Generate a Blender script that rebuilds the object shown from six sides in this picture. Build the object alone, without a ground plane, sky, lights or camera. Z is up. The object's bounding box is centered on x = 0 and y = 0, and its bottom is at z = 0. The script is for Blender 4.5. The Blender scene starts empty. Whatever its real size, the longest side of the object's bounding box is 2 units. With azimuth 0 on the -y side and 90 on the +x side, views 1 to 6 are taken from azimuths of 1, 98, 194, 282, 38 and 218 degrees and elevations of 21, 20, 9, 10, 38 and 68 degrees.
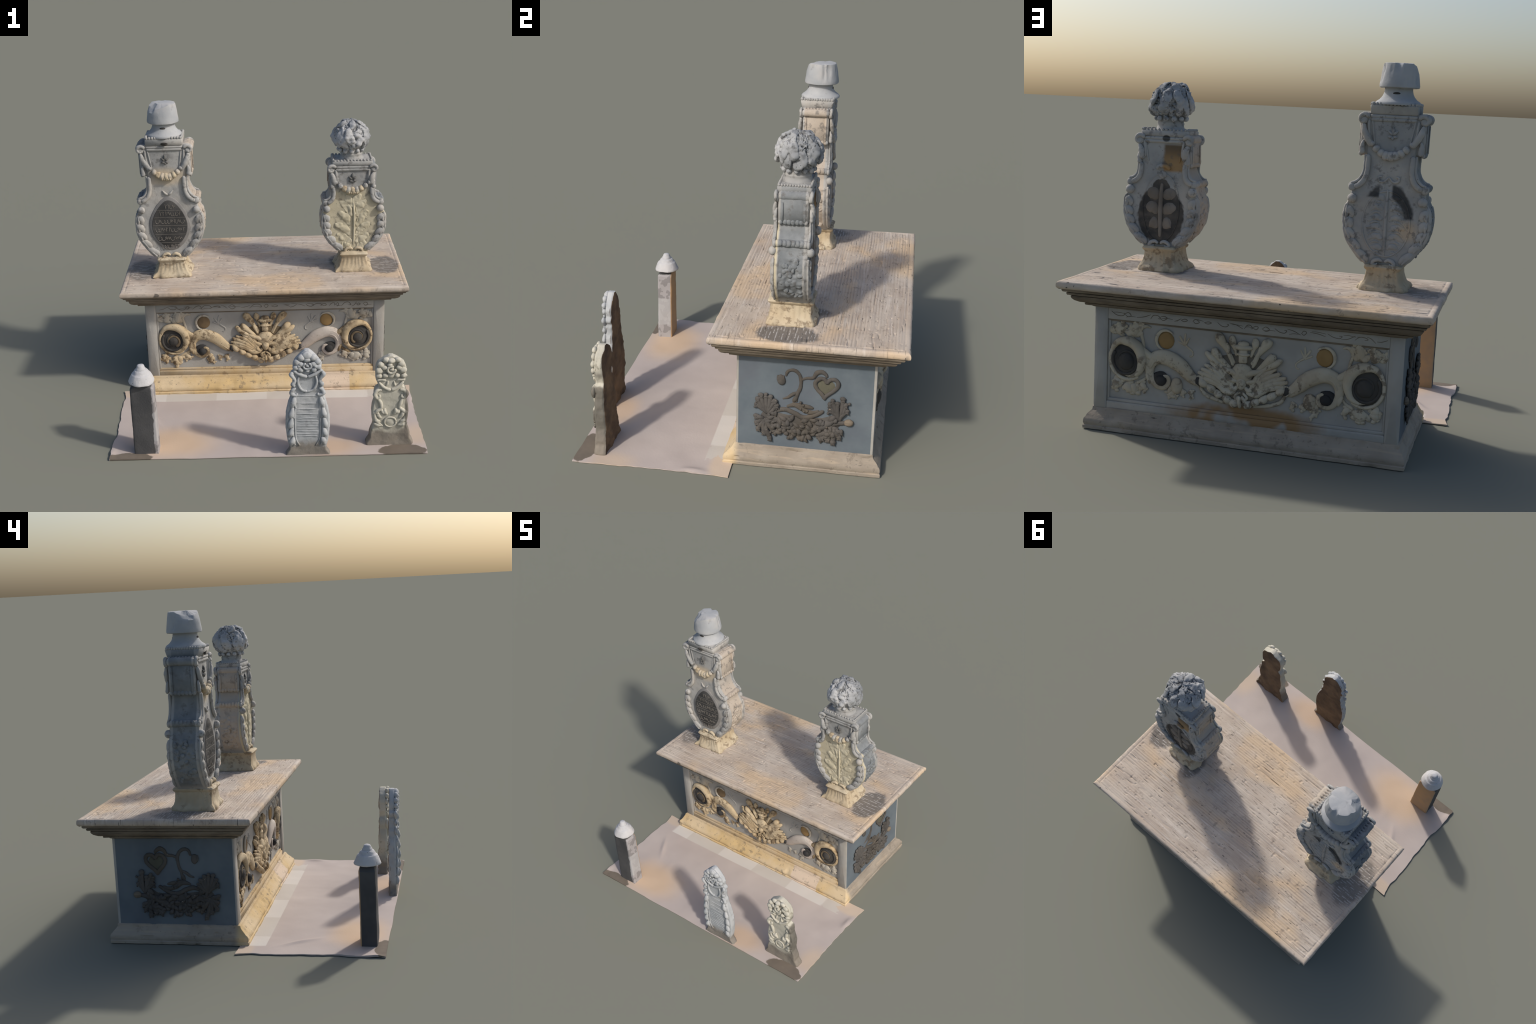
import bpy, bmesh, math, random
import numpy as np
from mathutils import Matrix

random.seed(7)
RNG = np.random.RandomState(11)
PI = math.pi

# ------------------------------------------------------------------ noise
def _hash(i, j, k, seed):
    n = (i.astype(np.int64) * 374761393 + j.astype(np.int64) * 668265263
         + k.astype(np.int64) * 2147483647 + seed * 144665) & 0xffffffff
    n = ((n ^ (n >> 13)) * 1274126177) & 0xffffffff
    n = ((n ^ (n >> 16)) * 2246822519) & 0xffffffff
    return ((n ^ (n >> 15)) & 0xffff) / 65535.0

def vnoise(P, freq=1.0, seed=0):
    """smooth value noise, -1..1"""
    Q = np.asarray(P, float) * freq
    I = np.floor(Q); F = Q - I
    F = F * F * F * (F * (F * 6 - 15) + 10)
    I = I.astype(np.int64)
    out = 0
    for a in (0, 1):
        for b in (0, 1):
            for c in (0, 1):
                w = (F[:, 0] if a else 1 - F[:, 0]) * (F[:, 1] if b else 1 - F[:, 1]) * (F[:, 2] if c else 1 - F[:, 2])
                out = out + w * _hash(I[:, 0] + a, I[:, 1] + b, I[:, 2] + c, seed)
    return out * 2 - 1

def fbm(P, freq, octaves=3, seed=0):
    s = 0; a = 1
    for o in range(octaves):
        s = s + a * vnoise(P, freq * 2 ** o, seed + o * 17); a *= .5
    return s

# ------------------------------------------------------------------ materials
class Mat:
    """small expression builder over shader nodes, on Object coordinates"""
    def __init__(self, name):
        self.m = bpy.data.materials.new(name); self.m.use_nodes = True
        self.t = self.m.node_tree; self.t.nodes.clear()
        self.out = self.n('ShaderNodeOutputMaterial')
        self.b = self.n('ShaderNodeBsdfPrincipled')
        self.t.links.new(self.b.outputs[0], self.out.inputs[0])
        self.P = self.n('ShaderNodeTexCoord').outputs['Object']
        s = self.n('ShaderNodeSeparateXYZ'); self.l(self.P, s.inputs[0])
        self.X, self.Y, self.Z = s.outputs
    def n(self, k):
        return self.t.nodes.new(k)
    def l(self, a, b):
        self.t.links.new(a, b)
    def put(self, v, sock):
        if hasattr(v, 'is_output'):
            self.l(v, sock)
        else:
            sock.default_value = (*v, 1.0) if isinstance(v, tuple) and len(v) == 3 and sock.type == 'RGBA' else v
    def op(self, o, a, b=0.0):
        n = self.n('ShaderNodeMath'); n.operation = o
        self.put(a, n.inputs[0]); self.put(b, n.inputs[1]); return n.outputs[0]
    def add(self, a, b): return self.op('ADD', a, b)
    def sub(self, a, b): return self.op('SUBTRACT', a, b)
    def mul(self, a, b): return self.op('MULTIPLY', a, b)
    def vec(self, sx=1, sy=1, sz=1, off=(0, 0, 0)):
        n = self.n('ShaderNodeMapping'); self.l(self.P, n.inputs[0])
        n.inputs['Scale'].default_value = (sx, sy, sz); n.inputs['Location'].default_value = off
        return n.outputs[0]
    def noise(self, scale, detail=4, v=None, rough=.55, dist=0.0):
        n = self.n('ShaderNodeTexNoise'); self.l(v or self.P, n.inputs['Vector'])
        n.inputs['Scale'].default_value = scale; n.inputs['Detail'].default_value = detail
        n.inputs['Roughness'].default_value = rough; n.inputs['Distortion'].default_value = dist
        return n.outputs['Fac']
    def step(self, v, lo, hi):
        n = self.n('ShaderNodeMapRange'); n.interpolation_type = 'SMOOTHSTEP'
        self.put(v, n.inputs['Value'])
        n.inputs['From Min'].default_value = lo; n.inputs['From Max'].default_value = hi
        return n.outputs['Result']
    def mix(self, f, a, b):
        n = self.n('ShaderNodeMix'); n.data_type = 'RGBA'
        self.put(f, n.inputs[0]); self.put(a, n.inputs[6]); self.put(b, n.inputs[7])
        return n.outputs[2]
    def band(self, v, lo, hi, soft):
        return self.mul(self.step(v, lo - soft, lo + soft), self.sub(1.0, self.step(v, hi - soft, hi + soft)))
    def ellipse(self, a, ca, ra, b, cb, rb, soft=.15, wob=.25, freq=14):
        """1 inside an ellipse with a ragged edge"""
        da = self.op('POWER', self.op('ABSOLUTE', self.mul(self.sub(a, ca), 1 / ra)), 2.0)
        db = self.op('POWER', self.op('ABSOLUTE', self.mul(self.sub(b, cb), 1 / rb)), 2.0)
        d = self.add(self.op('SQRT', self.add(da, db)), self.mul(self.sub(self.noise(freq, 3), .5), wob * 2))
        return self.sub(1.0, self.step(d, 1 - soft, 1 + soft))
    def finish(self, col, rough=.85, bump=.25, bscale=90, bdist=.004):
        self.put(col, self.b.inputs['Base Color'])
        self.b.inputs['Roughness'].default_value = rough
        self.b.inputs['Specular IOR Level'].default_value = .25
        if bump:
            n = self.n('ShaderNodeBump'); n.inputs['Strength'].default_value = bump
            n.inputs['Distance'].default_value = bdist * 1.6
            self.l(self.noise(bscale, 6, rough=.65), n.inputs['Height'])
            self.l(n.outputs[0], self.b.inputs['Normal'])
        return self.m

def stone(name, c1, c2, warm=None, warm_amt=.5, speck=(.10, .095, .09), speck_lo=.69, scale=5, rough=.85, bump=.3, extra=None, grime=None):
    M = Mat(name)
    col = M.mix(M.step(M.noise(scale, 5), .32, .68), c1, c2)
    if warm:
        col = M.mix(M.mul(M.step(M.noise(scale * .8, 4, M.vec(1, 1, 1, (3.1, 7.7, 1.3))), .48, .72), warm_amt), col, warm)
    if extra:
        col = extra(M, col)
    if grime:  # noise blotches darkened to raise local contrast
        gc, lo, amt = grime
        gm = M.step(M.noise(24, 5, M.vec(1, 1, 1, (4.4, 8.1, 6.2)), .65), lo, lo + .10)
        gm = M.mul(gm, M.step(M.noise(6, 3, M.vec(1, 1, 1, (.7, 3.3, 2.9))), .36, .56))
        col = M.mix(M.mul(gm, amt), col, gc)
    col = M.mix(M.mul(M.step(M.noise(70, 3, M.vec(1, 1, 1, (9.1, 2.7, 5.3))), speck_lo, speck_lo + .05), .8), col, speck)
    return M.finish(col, rough, bump)

GREY1, GREY2 = (.285, .285, .278), (.40, .39, .37)
OCHRE1, OCHRE2 = (.43, .33, .20), (.56, .455, .31)

def slab_extra(M, col):
    # grain running along the length, ochre drifts, dark wet patches beside the two feet
    g = M.noise(1.0, 5, M.vec(1.6, 62, 10), .6, .6)
    col = M.mix(M.mul(M.step(g, .52, .72), .75), col, (.34, .285, .25))
    g2 = M.noise(1.0, 4, M.vec(2.2, 40, 8, (5, 2, 1)), .6, .4)
    col = M.mix(M.mul(M.step(g2, .55, .75), .7), col, (.64, .575, .51))
    och = M.step(M.noise(2.1, 3, M.vec(1, 1.5, 1, (2.2, .4, 0))), .48, .68)
    col = M.mix(M.mul(och, .6), col, (.60, .43, .26))
    wob = M.mul(M.sub(M.noise(1.0, 3, M.vec(3, 25, 1)), .5), .016)
    line = M.step(M.op('SINE', M.mul(M.add(M.Y, wob), 2 * PI / .0175)), -.2, -.95)
    inn = M.mul(M.mul(M.band(M.X, -.93, .93, .004), M.band(M.Y, -.108, .878, .004)), M.step(M.Z, .795, .800))
    line = M.mul(M.mul(line, inn), M.step(M.noise(1.0, 3, M.vec(3, 9, 1, (1, 4, 2))), .40, .64))
    col = M.mix(M.mul(line, .42), col, (.26, .20, .16))
    crk = M.step(M.noise(1.0, 2, M.vec(9, 120, 5, (3, 3, 3))), .66, .70)
    col = M.mix(M.mul(crk, .8), col, (.09, .08, .07))
    pit = M.step(M.noise(1.0, 2, M.vec(24, 75, 20)), .70, .735)
    col = M.mix(M.mul(pit, .9), col, (.06, .055, .05))
    top = M.step(M.Z, .785, .795)
    w1 = M.ellipse(M.X, .84, .105, M.Y, .27, .17, .12, .22)
    w2 = M.ellipse(M.X, -.86, .10, M.Y, .27, .19, .2, .22)
    w3 = M.ellipse(M.X, .52, .06, M.Y, .36, .10, .2, .3)
    hatch = M.mul(M.step(M.op('SINE', M.mul(M.Y, 2 * PI / .017)), .35, .6), M.step(M.noise(1.0, 2, M.vec(26, 60, 10)), .50, .56))
    dark = M.mix(M.mul(hatch, .7), (.15, .135, .12), (.50, .48, .46))
    col = M.mix(M.mul(M.mul(w1, top), .9), col, dark)
    col = M.mix(M.mul(M.mul(w2, top), .75), col, dark)
    col = M.mix(M.mul(M.mul(w3, top), .75), col, dark)
    return col

def plinth_extra(M, col):
    g = M.noise(1.0, 5, M.vec(5, 5, 70), .6, .5)
    col = M.mix(M.mul(M.step(g, .5, .7), .55), col, (.42, .34, .25))
    front = M.sub(1.0, M.step(M.Y, -.03, .02))
    och = M.mix(M.step(M.noise(4, 4), .35, .65), (.55, .39, .19), (.60, .47, .30))
    # a paler repaired patch on the front
    patch = M.mul(M.band(M.X, .33, .58, .004), .8)
    och = M.mix(patch, och, (.62, .50, .40))
    col = M.mix(front, col, och)
    cr = M.step(M.noise(1.0, 3, M.vec(14, 14, 150)), .70, .74)
    return M.mix(M.mul(cr, .85), col, (.07, .06, .05))

def chest_extra(M, col):
    # rusty runs along the lower rail of the back
    back = M.step(M.Y, .70, .73)
    run = M.mul(M.ellipse(M.X, -.02, .36, M.Z, .14, .07, .3, .35, 9), back)
    run = M.mul(run, M.step(M.noise(5, 2), .38, .50))
    col = M.mix(M.mul(run, .9), col, (.26, .15, .06))
    return col

def sheet_extra(M, col):
    col = M.mix(M.mul(M.ellipse(M.X, -.60, .24, M.Y, -.72, .16, .6, .2, 6), .65), col, (.58, .40, .24))
    col = M.mix(M.mul(M.ellipse(M.X, .40, .16, M.Y, -.80, .10, .6, .2, 6), .6), col, (.58, .40, .25))
    col = M.mix(M.mul(M.ellipse(M.X, .96, .08, M.Y, -.68, .12, .6, .2, 6), .5), col, (.56, .42, .28))
    col = M.mix(M.mul(M.ellipse(M.X, .90, .16, M.Y, -.06, .08, .3, .2, 6), .6), col, (.60, .46, .32))
    col = M.mix(M.mul(M.ellipse(M.X, -.93, .12, M.Y, -.05, .06, .3, .2, 6), .6), col, (.55, .43, .31))
    # pale strip along the tomb, in blocks
    strip = M.mul(M.band(M.Y, -.178, -.03, .004), M.band(M.X, -.86, .86, .012))
    strip = M.mul(strip, M.sub(1.0, M.mul(M.step(M.noise(10, 3), .55, .57), M.step(M.X, .68, .72))))
    pale = M.mix(M.step(M.op('SINE', M.mul(M.X, 9.0)), -.05, .05), (.60, .565, .52), (.53, .49, .44))
    col = M.mix(M.mul(strip, .9), col, pale)
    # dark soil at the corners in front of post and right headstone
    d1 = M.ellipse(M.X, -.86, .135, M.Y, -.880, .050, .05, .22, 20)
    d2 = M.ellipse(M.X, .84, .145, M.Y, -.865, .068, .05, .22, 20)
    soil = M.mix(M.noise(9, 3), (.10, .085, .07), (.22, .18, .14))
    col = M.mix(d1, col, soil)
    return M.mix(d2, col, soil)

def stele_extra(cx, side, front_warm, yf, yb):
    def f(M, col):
        # inner flank tinted by bounce light, outer painted with shade; feet of both are ochre
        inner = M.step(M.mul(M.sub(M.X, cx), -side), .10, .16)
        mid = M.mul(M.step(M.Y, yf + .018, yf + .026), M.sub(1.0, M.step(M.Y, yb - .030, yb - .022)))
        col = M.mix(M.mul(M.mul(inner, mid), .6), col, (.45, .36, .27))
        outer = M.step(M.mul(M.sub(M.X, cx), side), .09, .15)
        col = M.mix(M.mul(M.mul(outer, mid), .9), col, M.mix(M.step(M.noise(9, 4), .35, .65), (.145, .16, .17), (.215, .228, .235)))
        fr = M.sub(1.0, M.step(M.Y, yf + .012, yf + .022))
        if front_warm:
            col = M.mix(M.mul(M.mul(fr, M.sub(1.0, M.step(M.Z, 1.36, 1.42))), .95), col, (.50, .445, .32))
        else:
            col = M.mix(M.mul(M.mul(fr, M.ellipse(M.X, cx, .12, M.Z, 1.52, .06, .4, .3)), .5), col, (.60, .47, .30))
        bk = M.step(M.Y, yb - .06, yb - .04)
        if side > 0:   # short stele: black oval and a rusty corner on the back
            blk = M.ellipse(M.X, cx, .135, M.Z, 1.12, .165, .05, .12, 22)
            blk = M.op('MAXIMUM', blk, M.ellipse(M.X, cx, .05, M.Z, 1.27, .05, .06, .3, 22))
            soot = M.mix(M.step(M.noise(12, 4), .35, .65), (.035, .033, .032), (.10, .085, .07))
            rx = M.add(M.X, M.mul(M.sub(M.noise(20, 3), .5), .02))
            rust = M.mul(M.band(rx, .500, .612, .010), M.band(M.Z, 1.365, 1.512, .010))
            col = M.mix(M.mul(M.mul(rust, bk), .9), col, M.mix(M.step(M.Z, 1.40, 1.5), (.36, .215, .085), (.12, .075, .035)))
            col = M.mix(M.mul(M.mul(M.ellipse(M.X, .60, .022, M.Z, 1.545, .018, .2, .2), bk), .9), col, (.05, .05, .05))
        else:          # tall stele: two sooty arcs beside the crown of the oval
            da = M.op('POWER', M.mul(M.sub(M.X, cx), 1 / .125), 2.0); db = M.op('POWER', M.mul(M.sub(M.Z, 1.165), 1 / .185), 2.0)
            d = M.add(M.op('SQRT', M.add(da, db)), M.mul(M.sub(M.noise(18, 3), .5), .25))
            ringm = M.band(d, .74, 1.14, .06)
            right = M.mul(M.sub(1.0, M.step(M.X, cx - .03, cx - .015)), M.step(M.Z, 1.185, 1.205))
            left = M.mul(M.step(M.X, cx + .04, cx + .05), M.step(M.Z, 1.295, 1.31))
            blk = M.mul(ringm, M.add(right, left))
            soot = (.05, .05, .05)
            col = M.mix(M.mul(M.mul(M.ellipse(M.X, cx - .11, .05, M.Z, 1.13, .05, .5, .3), bk), .6), col, (.58, .42, .26))
        col = M.mix(M.mul(M.mul(blk, bk), .95), col, soot)
        return col
    return f

def post_extra(M, col):
    # grey flank with a paler scraped field, brown-orange back, charcoal elsewhere
    nz = M.mul(M.sub(M.noise(14, 3), .5), .03)
    right = M.step(M.add(M.X, nz), -.709, -.703)
    flank = M.mix(M.step(M.noise(16, 2, M.vec(1, 1, .9)), .47, .50), (.25, .235, .235), (.36, .34, .34))
    scr = M.band(M.add(M.Z, nz), .10, .30, .005)
    flank = M.mix(M.mul(scr, .7), flank, (.44, .43, .43))
    col = M.mix(M.mul(right, .9), col, flank)
    back = M.step(M.Y, -.752, -.748)
    bc = M.mix(M.step(M.noise(7, 4), .35, .65), (.50, .32, .17), (.40, .28, .18))
    return M.mix(back, col, bc)

def mini_extra(z0, z1, flank=None):
    def f(M, col):
        if flank:   # dark right flank below the head
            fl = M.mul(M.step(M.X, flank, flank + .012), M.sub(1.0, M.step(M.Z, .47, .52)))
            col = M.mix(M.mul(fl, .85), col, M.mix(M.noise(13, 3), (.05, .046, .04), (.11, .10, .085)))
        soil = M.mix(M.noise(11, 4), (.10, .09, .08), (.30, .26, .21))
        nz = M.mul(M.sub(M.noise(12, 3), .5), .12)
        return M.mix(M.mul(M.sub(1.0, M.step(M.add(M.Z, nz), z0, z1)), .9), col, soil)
    return f

MATS = dict(
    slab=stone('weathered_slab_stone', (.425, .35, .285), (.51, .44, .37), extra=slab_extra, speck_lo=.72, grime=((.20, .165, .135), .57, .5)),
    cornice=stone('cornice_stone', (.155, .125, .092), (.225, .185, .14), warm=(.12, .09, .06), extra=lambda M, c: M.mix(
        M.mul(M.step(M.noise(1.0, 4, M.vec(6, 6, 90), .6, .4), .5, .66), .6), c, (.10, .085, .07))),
    chest=stone('panel_stone', (.32, .308, .285), (.39, .373, .342), warm=(.33, .285, .225), warm_amt=.35, extra=chest_extra, speck_lo=.75),
    endpanel=stone('end_panel_stone', (.108, .132, .152), (.138, .163, .182), warm=(.112, .12, .142), speck_lo=.78),  # blue-grey darkened to the shade baked on the tomb's ends
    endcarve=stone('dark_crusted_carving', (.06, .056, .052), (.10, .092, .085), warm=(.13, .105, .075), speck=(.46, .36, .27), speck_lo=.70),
    olive=stone('olive_grime', (.085, .083, .062), (.125, .118, .085)),
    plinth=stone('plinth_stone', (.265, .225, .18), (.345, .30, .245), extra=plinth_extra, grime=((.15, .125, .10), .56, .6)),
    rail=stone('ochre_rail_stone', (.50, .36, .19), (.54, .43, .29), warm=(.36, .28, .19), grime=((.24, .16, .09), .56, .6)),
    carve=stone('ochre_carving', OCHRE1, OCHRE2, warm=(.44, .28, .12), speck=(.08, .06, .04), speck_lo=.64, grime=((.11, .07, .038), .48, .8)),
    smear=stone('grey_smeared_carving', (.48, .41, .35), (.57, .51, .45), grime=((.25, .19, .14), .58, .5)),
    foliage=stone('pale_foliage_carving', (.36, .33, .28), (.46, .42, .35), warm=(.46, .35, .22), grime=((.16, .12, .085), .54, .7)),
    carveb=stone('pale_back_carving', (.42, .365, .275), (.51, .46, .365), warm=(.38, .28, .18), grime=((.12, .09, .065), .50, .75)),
    black=stone('black_crust', (.035, .034, .034), (.075, .068, .06), speck=(.26, .21, .16), speck_lo=.76),
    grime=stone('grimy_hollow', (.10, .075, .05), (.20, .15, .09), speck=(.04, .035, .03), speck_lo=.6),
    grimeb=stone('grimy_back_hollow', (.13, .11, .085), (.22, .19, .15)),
    rust=stone('rusty_disc', (.24, .15, .06), (.33, .21, .09), speck_lo=.8),
    umber=stone('umber_disc', (.15, .10, .055), (.20, .14, .08), speck_lo=.8),
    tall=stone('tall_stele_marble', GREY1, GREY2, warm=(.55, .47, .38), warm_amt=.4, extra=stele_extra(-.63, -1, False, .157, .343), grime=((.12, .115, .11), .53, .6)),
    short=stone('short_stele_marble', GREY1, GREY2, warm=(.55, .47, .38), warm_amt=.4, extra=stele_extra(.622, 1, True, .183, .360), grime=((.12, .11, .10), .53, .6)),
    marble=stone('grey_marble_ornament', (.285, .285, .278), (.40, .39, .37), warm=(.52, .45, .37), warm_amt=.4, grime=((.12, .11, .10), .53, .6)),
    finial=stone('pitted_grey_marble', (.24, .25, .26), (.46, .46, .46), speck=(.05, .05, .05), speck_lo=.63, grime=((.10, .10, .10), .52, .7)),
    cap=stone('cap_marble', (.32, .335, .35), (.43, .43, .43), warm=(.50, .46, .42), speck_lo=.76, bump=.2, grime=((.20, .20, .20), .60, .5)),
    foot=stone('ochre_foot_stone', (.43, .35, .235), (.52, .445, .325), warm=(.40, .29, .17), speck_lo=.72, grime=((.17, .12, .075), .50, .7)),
    cream=stone('cream_relief_stone', (.47, .42, .30), (.53, .48, .36), speck_lo=.75),
    plaque=stone('black_inscription_stone', (.045, .044, .043), (.085, .082, .078), speck=(.2, .19, .17), speck_lo=.74),
    plaquerim=stone('grey_plaque_rim', (.17, .165, .16), (.26, .25, .24)),
    script=stone('worn_script', (.13, .12, .105), (.21, .19, .17)),
    sootleaf=stone('brown_soot_relief', (.16, .135, .11), (.26, .225, .19)),
    flower=stone('dark_lichen_flower', (.12, .12, .115), (.20, .19, .18)),
    sheet=stone('dusty_pink_paving', (.44, .375, .345), (.49, .425, .39), scale=2.0, extra=sheet_extra, speck_lo=.82, bump=.15),
    post=stone('charcoal_post', (.06, .06, .062), (.09, .088, .088), extra=post_extra, speck_lo=.78),
    postcap=stone('chalky_cap', (.44, .44, .45), (.55, .535, .53), bump=.4),
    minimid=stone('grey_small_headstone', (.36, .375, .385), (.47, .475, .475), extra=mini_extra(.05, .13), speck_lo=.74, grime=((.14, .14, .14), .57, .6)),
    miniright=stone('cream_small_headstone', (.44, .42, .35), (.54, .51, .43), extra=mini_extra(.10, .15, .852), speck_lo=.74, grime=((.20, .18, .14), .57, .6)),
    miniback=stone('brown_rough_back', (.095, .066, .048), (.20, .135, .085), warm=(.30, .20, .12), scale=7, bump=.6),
)

# ------------------------------------------------------------------ mesh helpers
def mk(name, V, F, mat, parent=None, rough=0.0, rfreq=30, angle=50, fix=True, mats2=None):
    V = np.asarray(V, float)
    me = bpy.data.meshes.new(name)
    me.from_pydata(V.tolist(), [], F if isinstance(F, list) else F.tolist())
    if fix:
        bm = bmesh.new(); bm.from_mesh(me)
        bmesh.ops.recalc_face_normals(bm, faces=bm.faces)
        bm.to_mesh(me); bm.free()
    if rough:
        nrm = np.empty(len(V) * 3); me.vertices.foreach_get('normal', nrm); nrm = nrm.reshape(-1, 3)
        W = V + nrm * (rough * fbm(V, rfreq, 3, 5))[:, None]
        me.vertices.foreach_set('co', W.ravel())
    me.polygons.foreach_set('use_smooth', [True] * len(me.polygons))
    me.set_sharp_from_angle(angle=math.radians(angle))
    me.materials.append(MATS[mat]); me.update()
    ob = bpy.data.objects.new(name, me)
    bpy.context.scene.collection.objects.link(ob)
    if parent:
        attach(ob, parent)
    return ob

def attach(ob, parent):
    ob.parent = parent
    M = Matrix.Translation(parent.location) if parent.parent is None else Matrix.Identity(4)
    ob.matrix_parent_inverse = M.inverted()

def empty(name, loc, label, category):
    e = bpy.data.objects.new(name, None); e.location = loc
    e["label"] = label; e["category"] = category
    bpy.context.scene.collection.objects.link(e)
    return e

def cat(parts):
    Vs, Fs, o = [], [], 0
    for V, F in parts:
        Vs.append(np.asarray(V)); Fs += [[i + o for i in f] for f in F]; o += len(V)
    return np.vstack(Vs), Fs

def loft(rings, closed_caps=True):
    """rings: list of (M,3) closed loops"""
    n, m = len(rings), len(rings[0])
    V = np.vstack(rings); F = []
    for i in range(n - 1):
        for j in range(m):
            k = (j + 1) % m
            F.append([i * m + j, i * m + k, (i + 1) * m + k, (i + 1) * m + j])
    if closed_caps:
        V = np.vstack([V, np.mean(rings[0], 0), np.mean(rings[-1], 0)])
        a, b = n * m, n * m + 1
        for j in range(m):
            k = (j + 1) % m
            F.append([a, k, j]); F.append([b, (n - 1) * m + j, (n - 1) * m + k])
    return V, F

def spline(C, n):
    """Catmull-Rom through control rows"""
    C = np.asarray(C, float)
    if len(C) == 2:
        t = np.linspace(0, 1, n)[:, None]; return C[0] * (1 - t) + C[1] * t
    P = np.vstack([2 * C[0] - C[1], C, 2 * C[-1] - C[-2]])
    t = np.linspace(0, len(C) - 1 - 1e-9, n); i = t.astype(int); f = (t - i)[:, None]
    p0, p1, p2, p3 = P[i], P[i + 1], P[i + 2], P[i + 3]
    return .5 * (2 * p1 + (p2 - p0) * f + (2 * p0 - 5 * p1 + 4 * p2 - p3) * f ** 2 + (3 * p1 - p0 - 3 * p2 + p3) * f ** 3)

def sweep(C, R, up=(0, 0, 1), n=24, seg=12, flat=1.0, closed=False):
    """tube along control points C; R radii per control point; flat = height/width"""
    C = np.asarray(C, float); R = np.asarray(R, float)
    D = spline(np.hstack([C, R[:, None]]), n)
    P, r = D[:, :3], np.maximum(D[:, 3], .0005)
    d = np.r_[0, np.cumsum(np.linalg.norm(np.diff(P, axis=0), axis=1))]
    if not closed:
        rr = min(r[0], d[-1] * .4); extra = np.array([.03, .15, .4, .7]) * rr
        re = min(r[-1], d[-1] * .4); extra2 = d[-1] - np.array([.7, .4, .15, .03]) * re
        s = np.unique(np.r_[0, extra, d[1:-1], extra2, d[-1]])
        P = np.stack([np.interp(s, d, P[:, k]) for k in range(3)], 1); r = np.interp(s, d, r)
        e = np.minimum(s / max(rr, 1e-6), (d[-1] - s) / max(re, 1e-6)).clip(0, 1)
        r = r * np.sqrt(np.maximum(1 - (1 - e) ** 2, .0004))
    T = np.gradient(P, axis=0); T /= np.maximum(np.linalg.norm(T, axis=1), 1e-9)[:, None]
    up = np.asarray(up, float)
    S = np.cross(T, up); S /= np.maximum(np.linalg.norm(S, axis=1), 1e-6)[:, None]
    U = np.cross(S, T)
    a = np.linspace(0, 2 * PI, seg, endpoint=False)
    rings = [P[i] + r[i] * (np.cos(a)[:, None] * S[i] + flat * np.sin(a)[:, None] * U[i]) for i in range(len(P))]
    if closed:
        rings.append(rings[0]); return loft(rings, False)
    return loft(rings)

def blob(c, r, n=14, m=10, rot=0.0):
    """ellipsoid; rot turns it about the third axis"""
    rings = []
    for i in range(1, m):
        ph = PI * i / m; a = np.linspace(0, 2 * PI, n, endpoint=False)
        x, y, z = r[0] * np.sin(ph) * np.cos(a), r[1] * np.sin(ph) * np.sin(a), np.full(n, r[2] * np.cos(ph))
        X = x * math.cos(rot) - y * math.sin(rot); Y = x * math.sin(rot) + y * math.cos(rot)
        rings.append(np.stack([X + c[0], Y + c[1], z + c[2]], 1))
    V, F = loft(rings)
    V[-2, 2] = c[2] + r[2]; V[-1, 2] = c[2] - r[2]
    return V, F

def lathe(prof, c, n=48, wob=None):
    a = np.linspace(0, 2 * PI, n, endpoint=False)
    rings = []
    for r, z in prof:
        rings.append(np.stack([c[0] + r * np.cos(a), c[1] + r * np.sin(a), np.full(n, z)], 1))
    return loft(rings)

def rounded_box(x0, x1, y0, y1, z0, z1, r=.004):
    """box with chamfered edges as a loft along z"""
    r = min(r, (x1 - x0) * .3, (y1 - y0) * .3, (z1 - z0) * .3)
    def ring(ins, z):
        a0, a1, b0, b1 = x0 + ins, x1 - ins, y0 + ins, y1 - ins
        return np.array([[a0 + r, b0, z], [a1 - r, b0, z], [a1, b0 + r, z], [a1, b1 - r, z],
                         [a1 - r, b1, z], [a0 + r, b1, z], [a0, b1 - r, z], [a0, b0 + r, z]])
    return loft([ring(r, z0), ring(0, z0 + r), ring(0, z1 - r), ring(r, z1)])

def rect_path(x0, x1, y0, y1, nx, ny):
    s = np.linspace(0, 1, nx + 1)[:-1]; t = np.linspace(0, 1, ny + 1)[:-1]
    return np.vstack([np.c_[x0 + (x1 - x0) * s, np.full(nx, y0)], np.c_[np.full(ny, x1), y0 + (y1 - y0) * t],
                      np.c_[x1 - (x1 - x0) * s, np.full(nx, y1)], np.c_[np.full(ny, x0), y1 - (y1 - y0) * t]])

def rect_loft(base, prof, nx, ny, caps=True):
    """moulding run round a rectangle: prof = (outward offset, z)"""
    x0, x1, y0, y1 = base; rings = []
    for d, z in prof:
        if isinstance(d, tuple):
            p = rect_path(x0 - d[0], x1 + d[0], y0 - d[1], y1 + d[2], nx, ny)
        else:
            p = rect_path(x0 - d, x1 + d, y0 - d, y1 + d, nx, ny)
        rings.append(np.c_[p, np.full(len(p), z)])
    return loft(rings, caps)

# ------------------------------------------------------------------ things
tomb = empty('ornate_tomb', (0, .37, 0), 'carved marble chest tomb with two baroque headstones', 'tomb')
BX, BY0, BY1 = .820, -.006, .745          # chest
CHEST = (-BX, BX, BY0, BY1)

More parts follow.
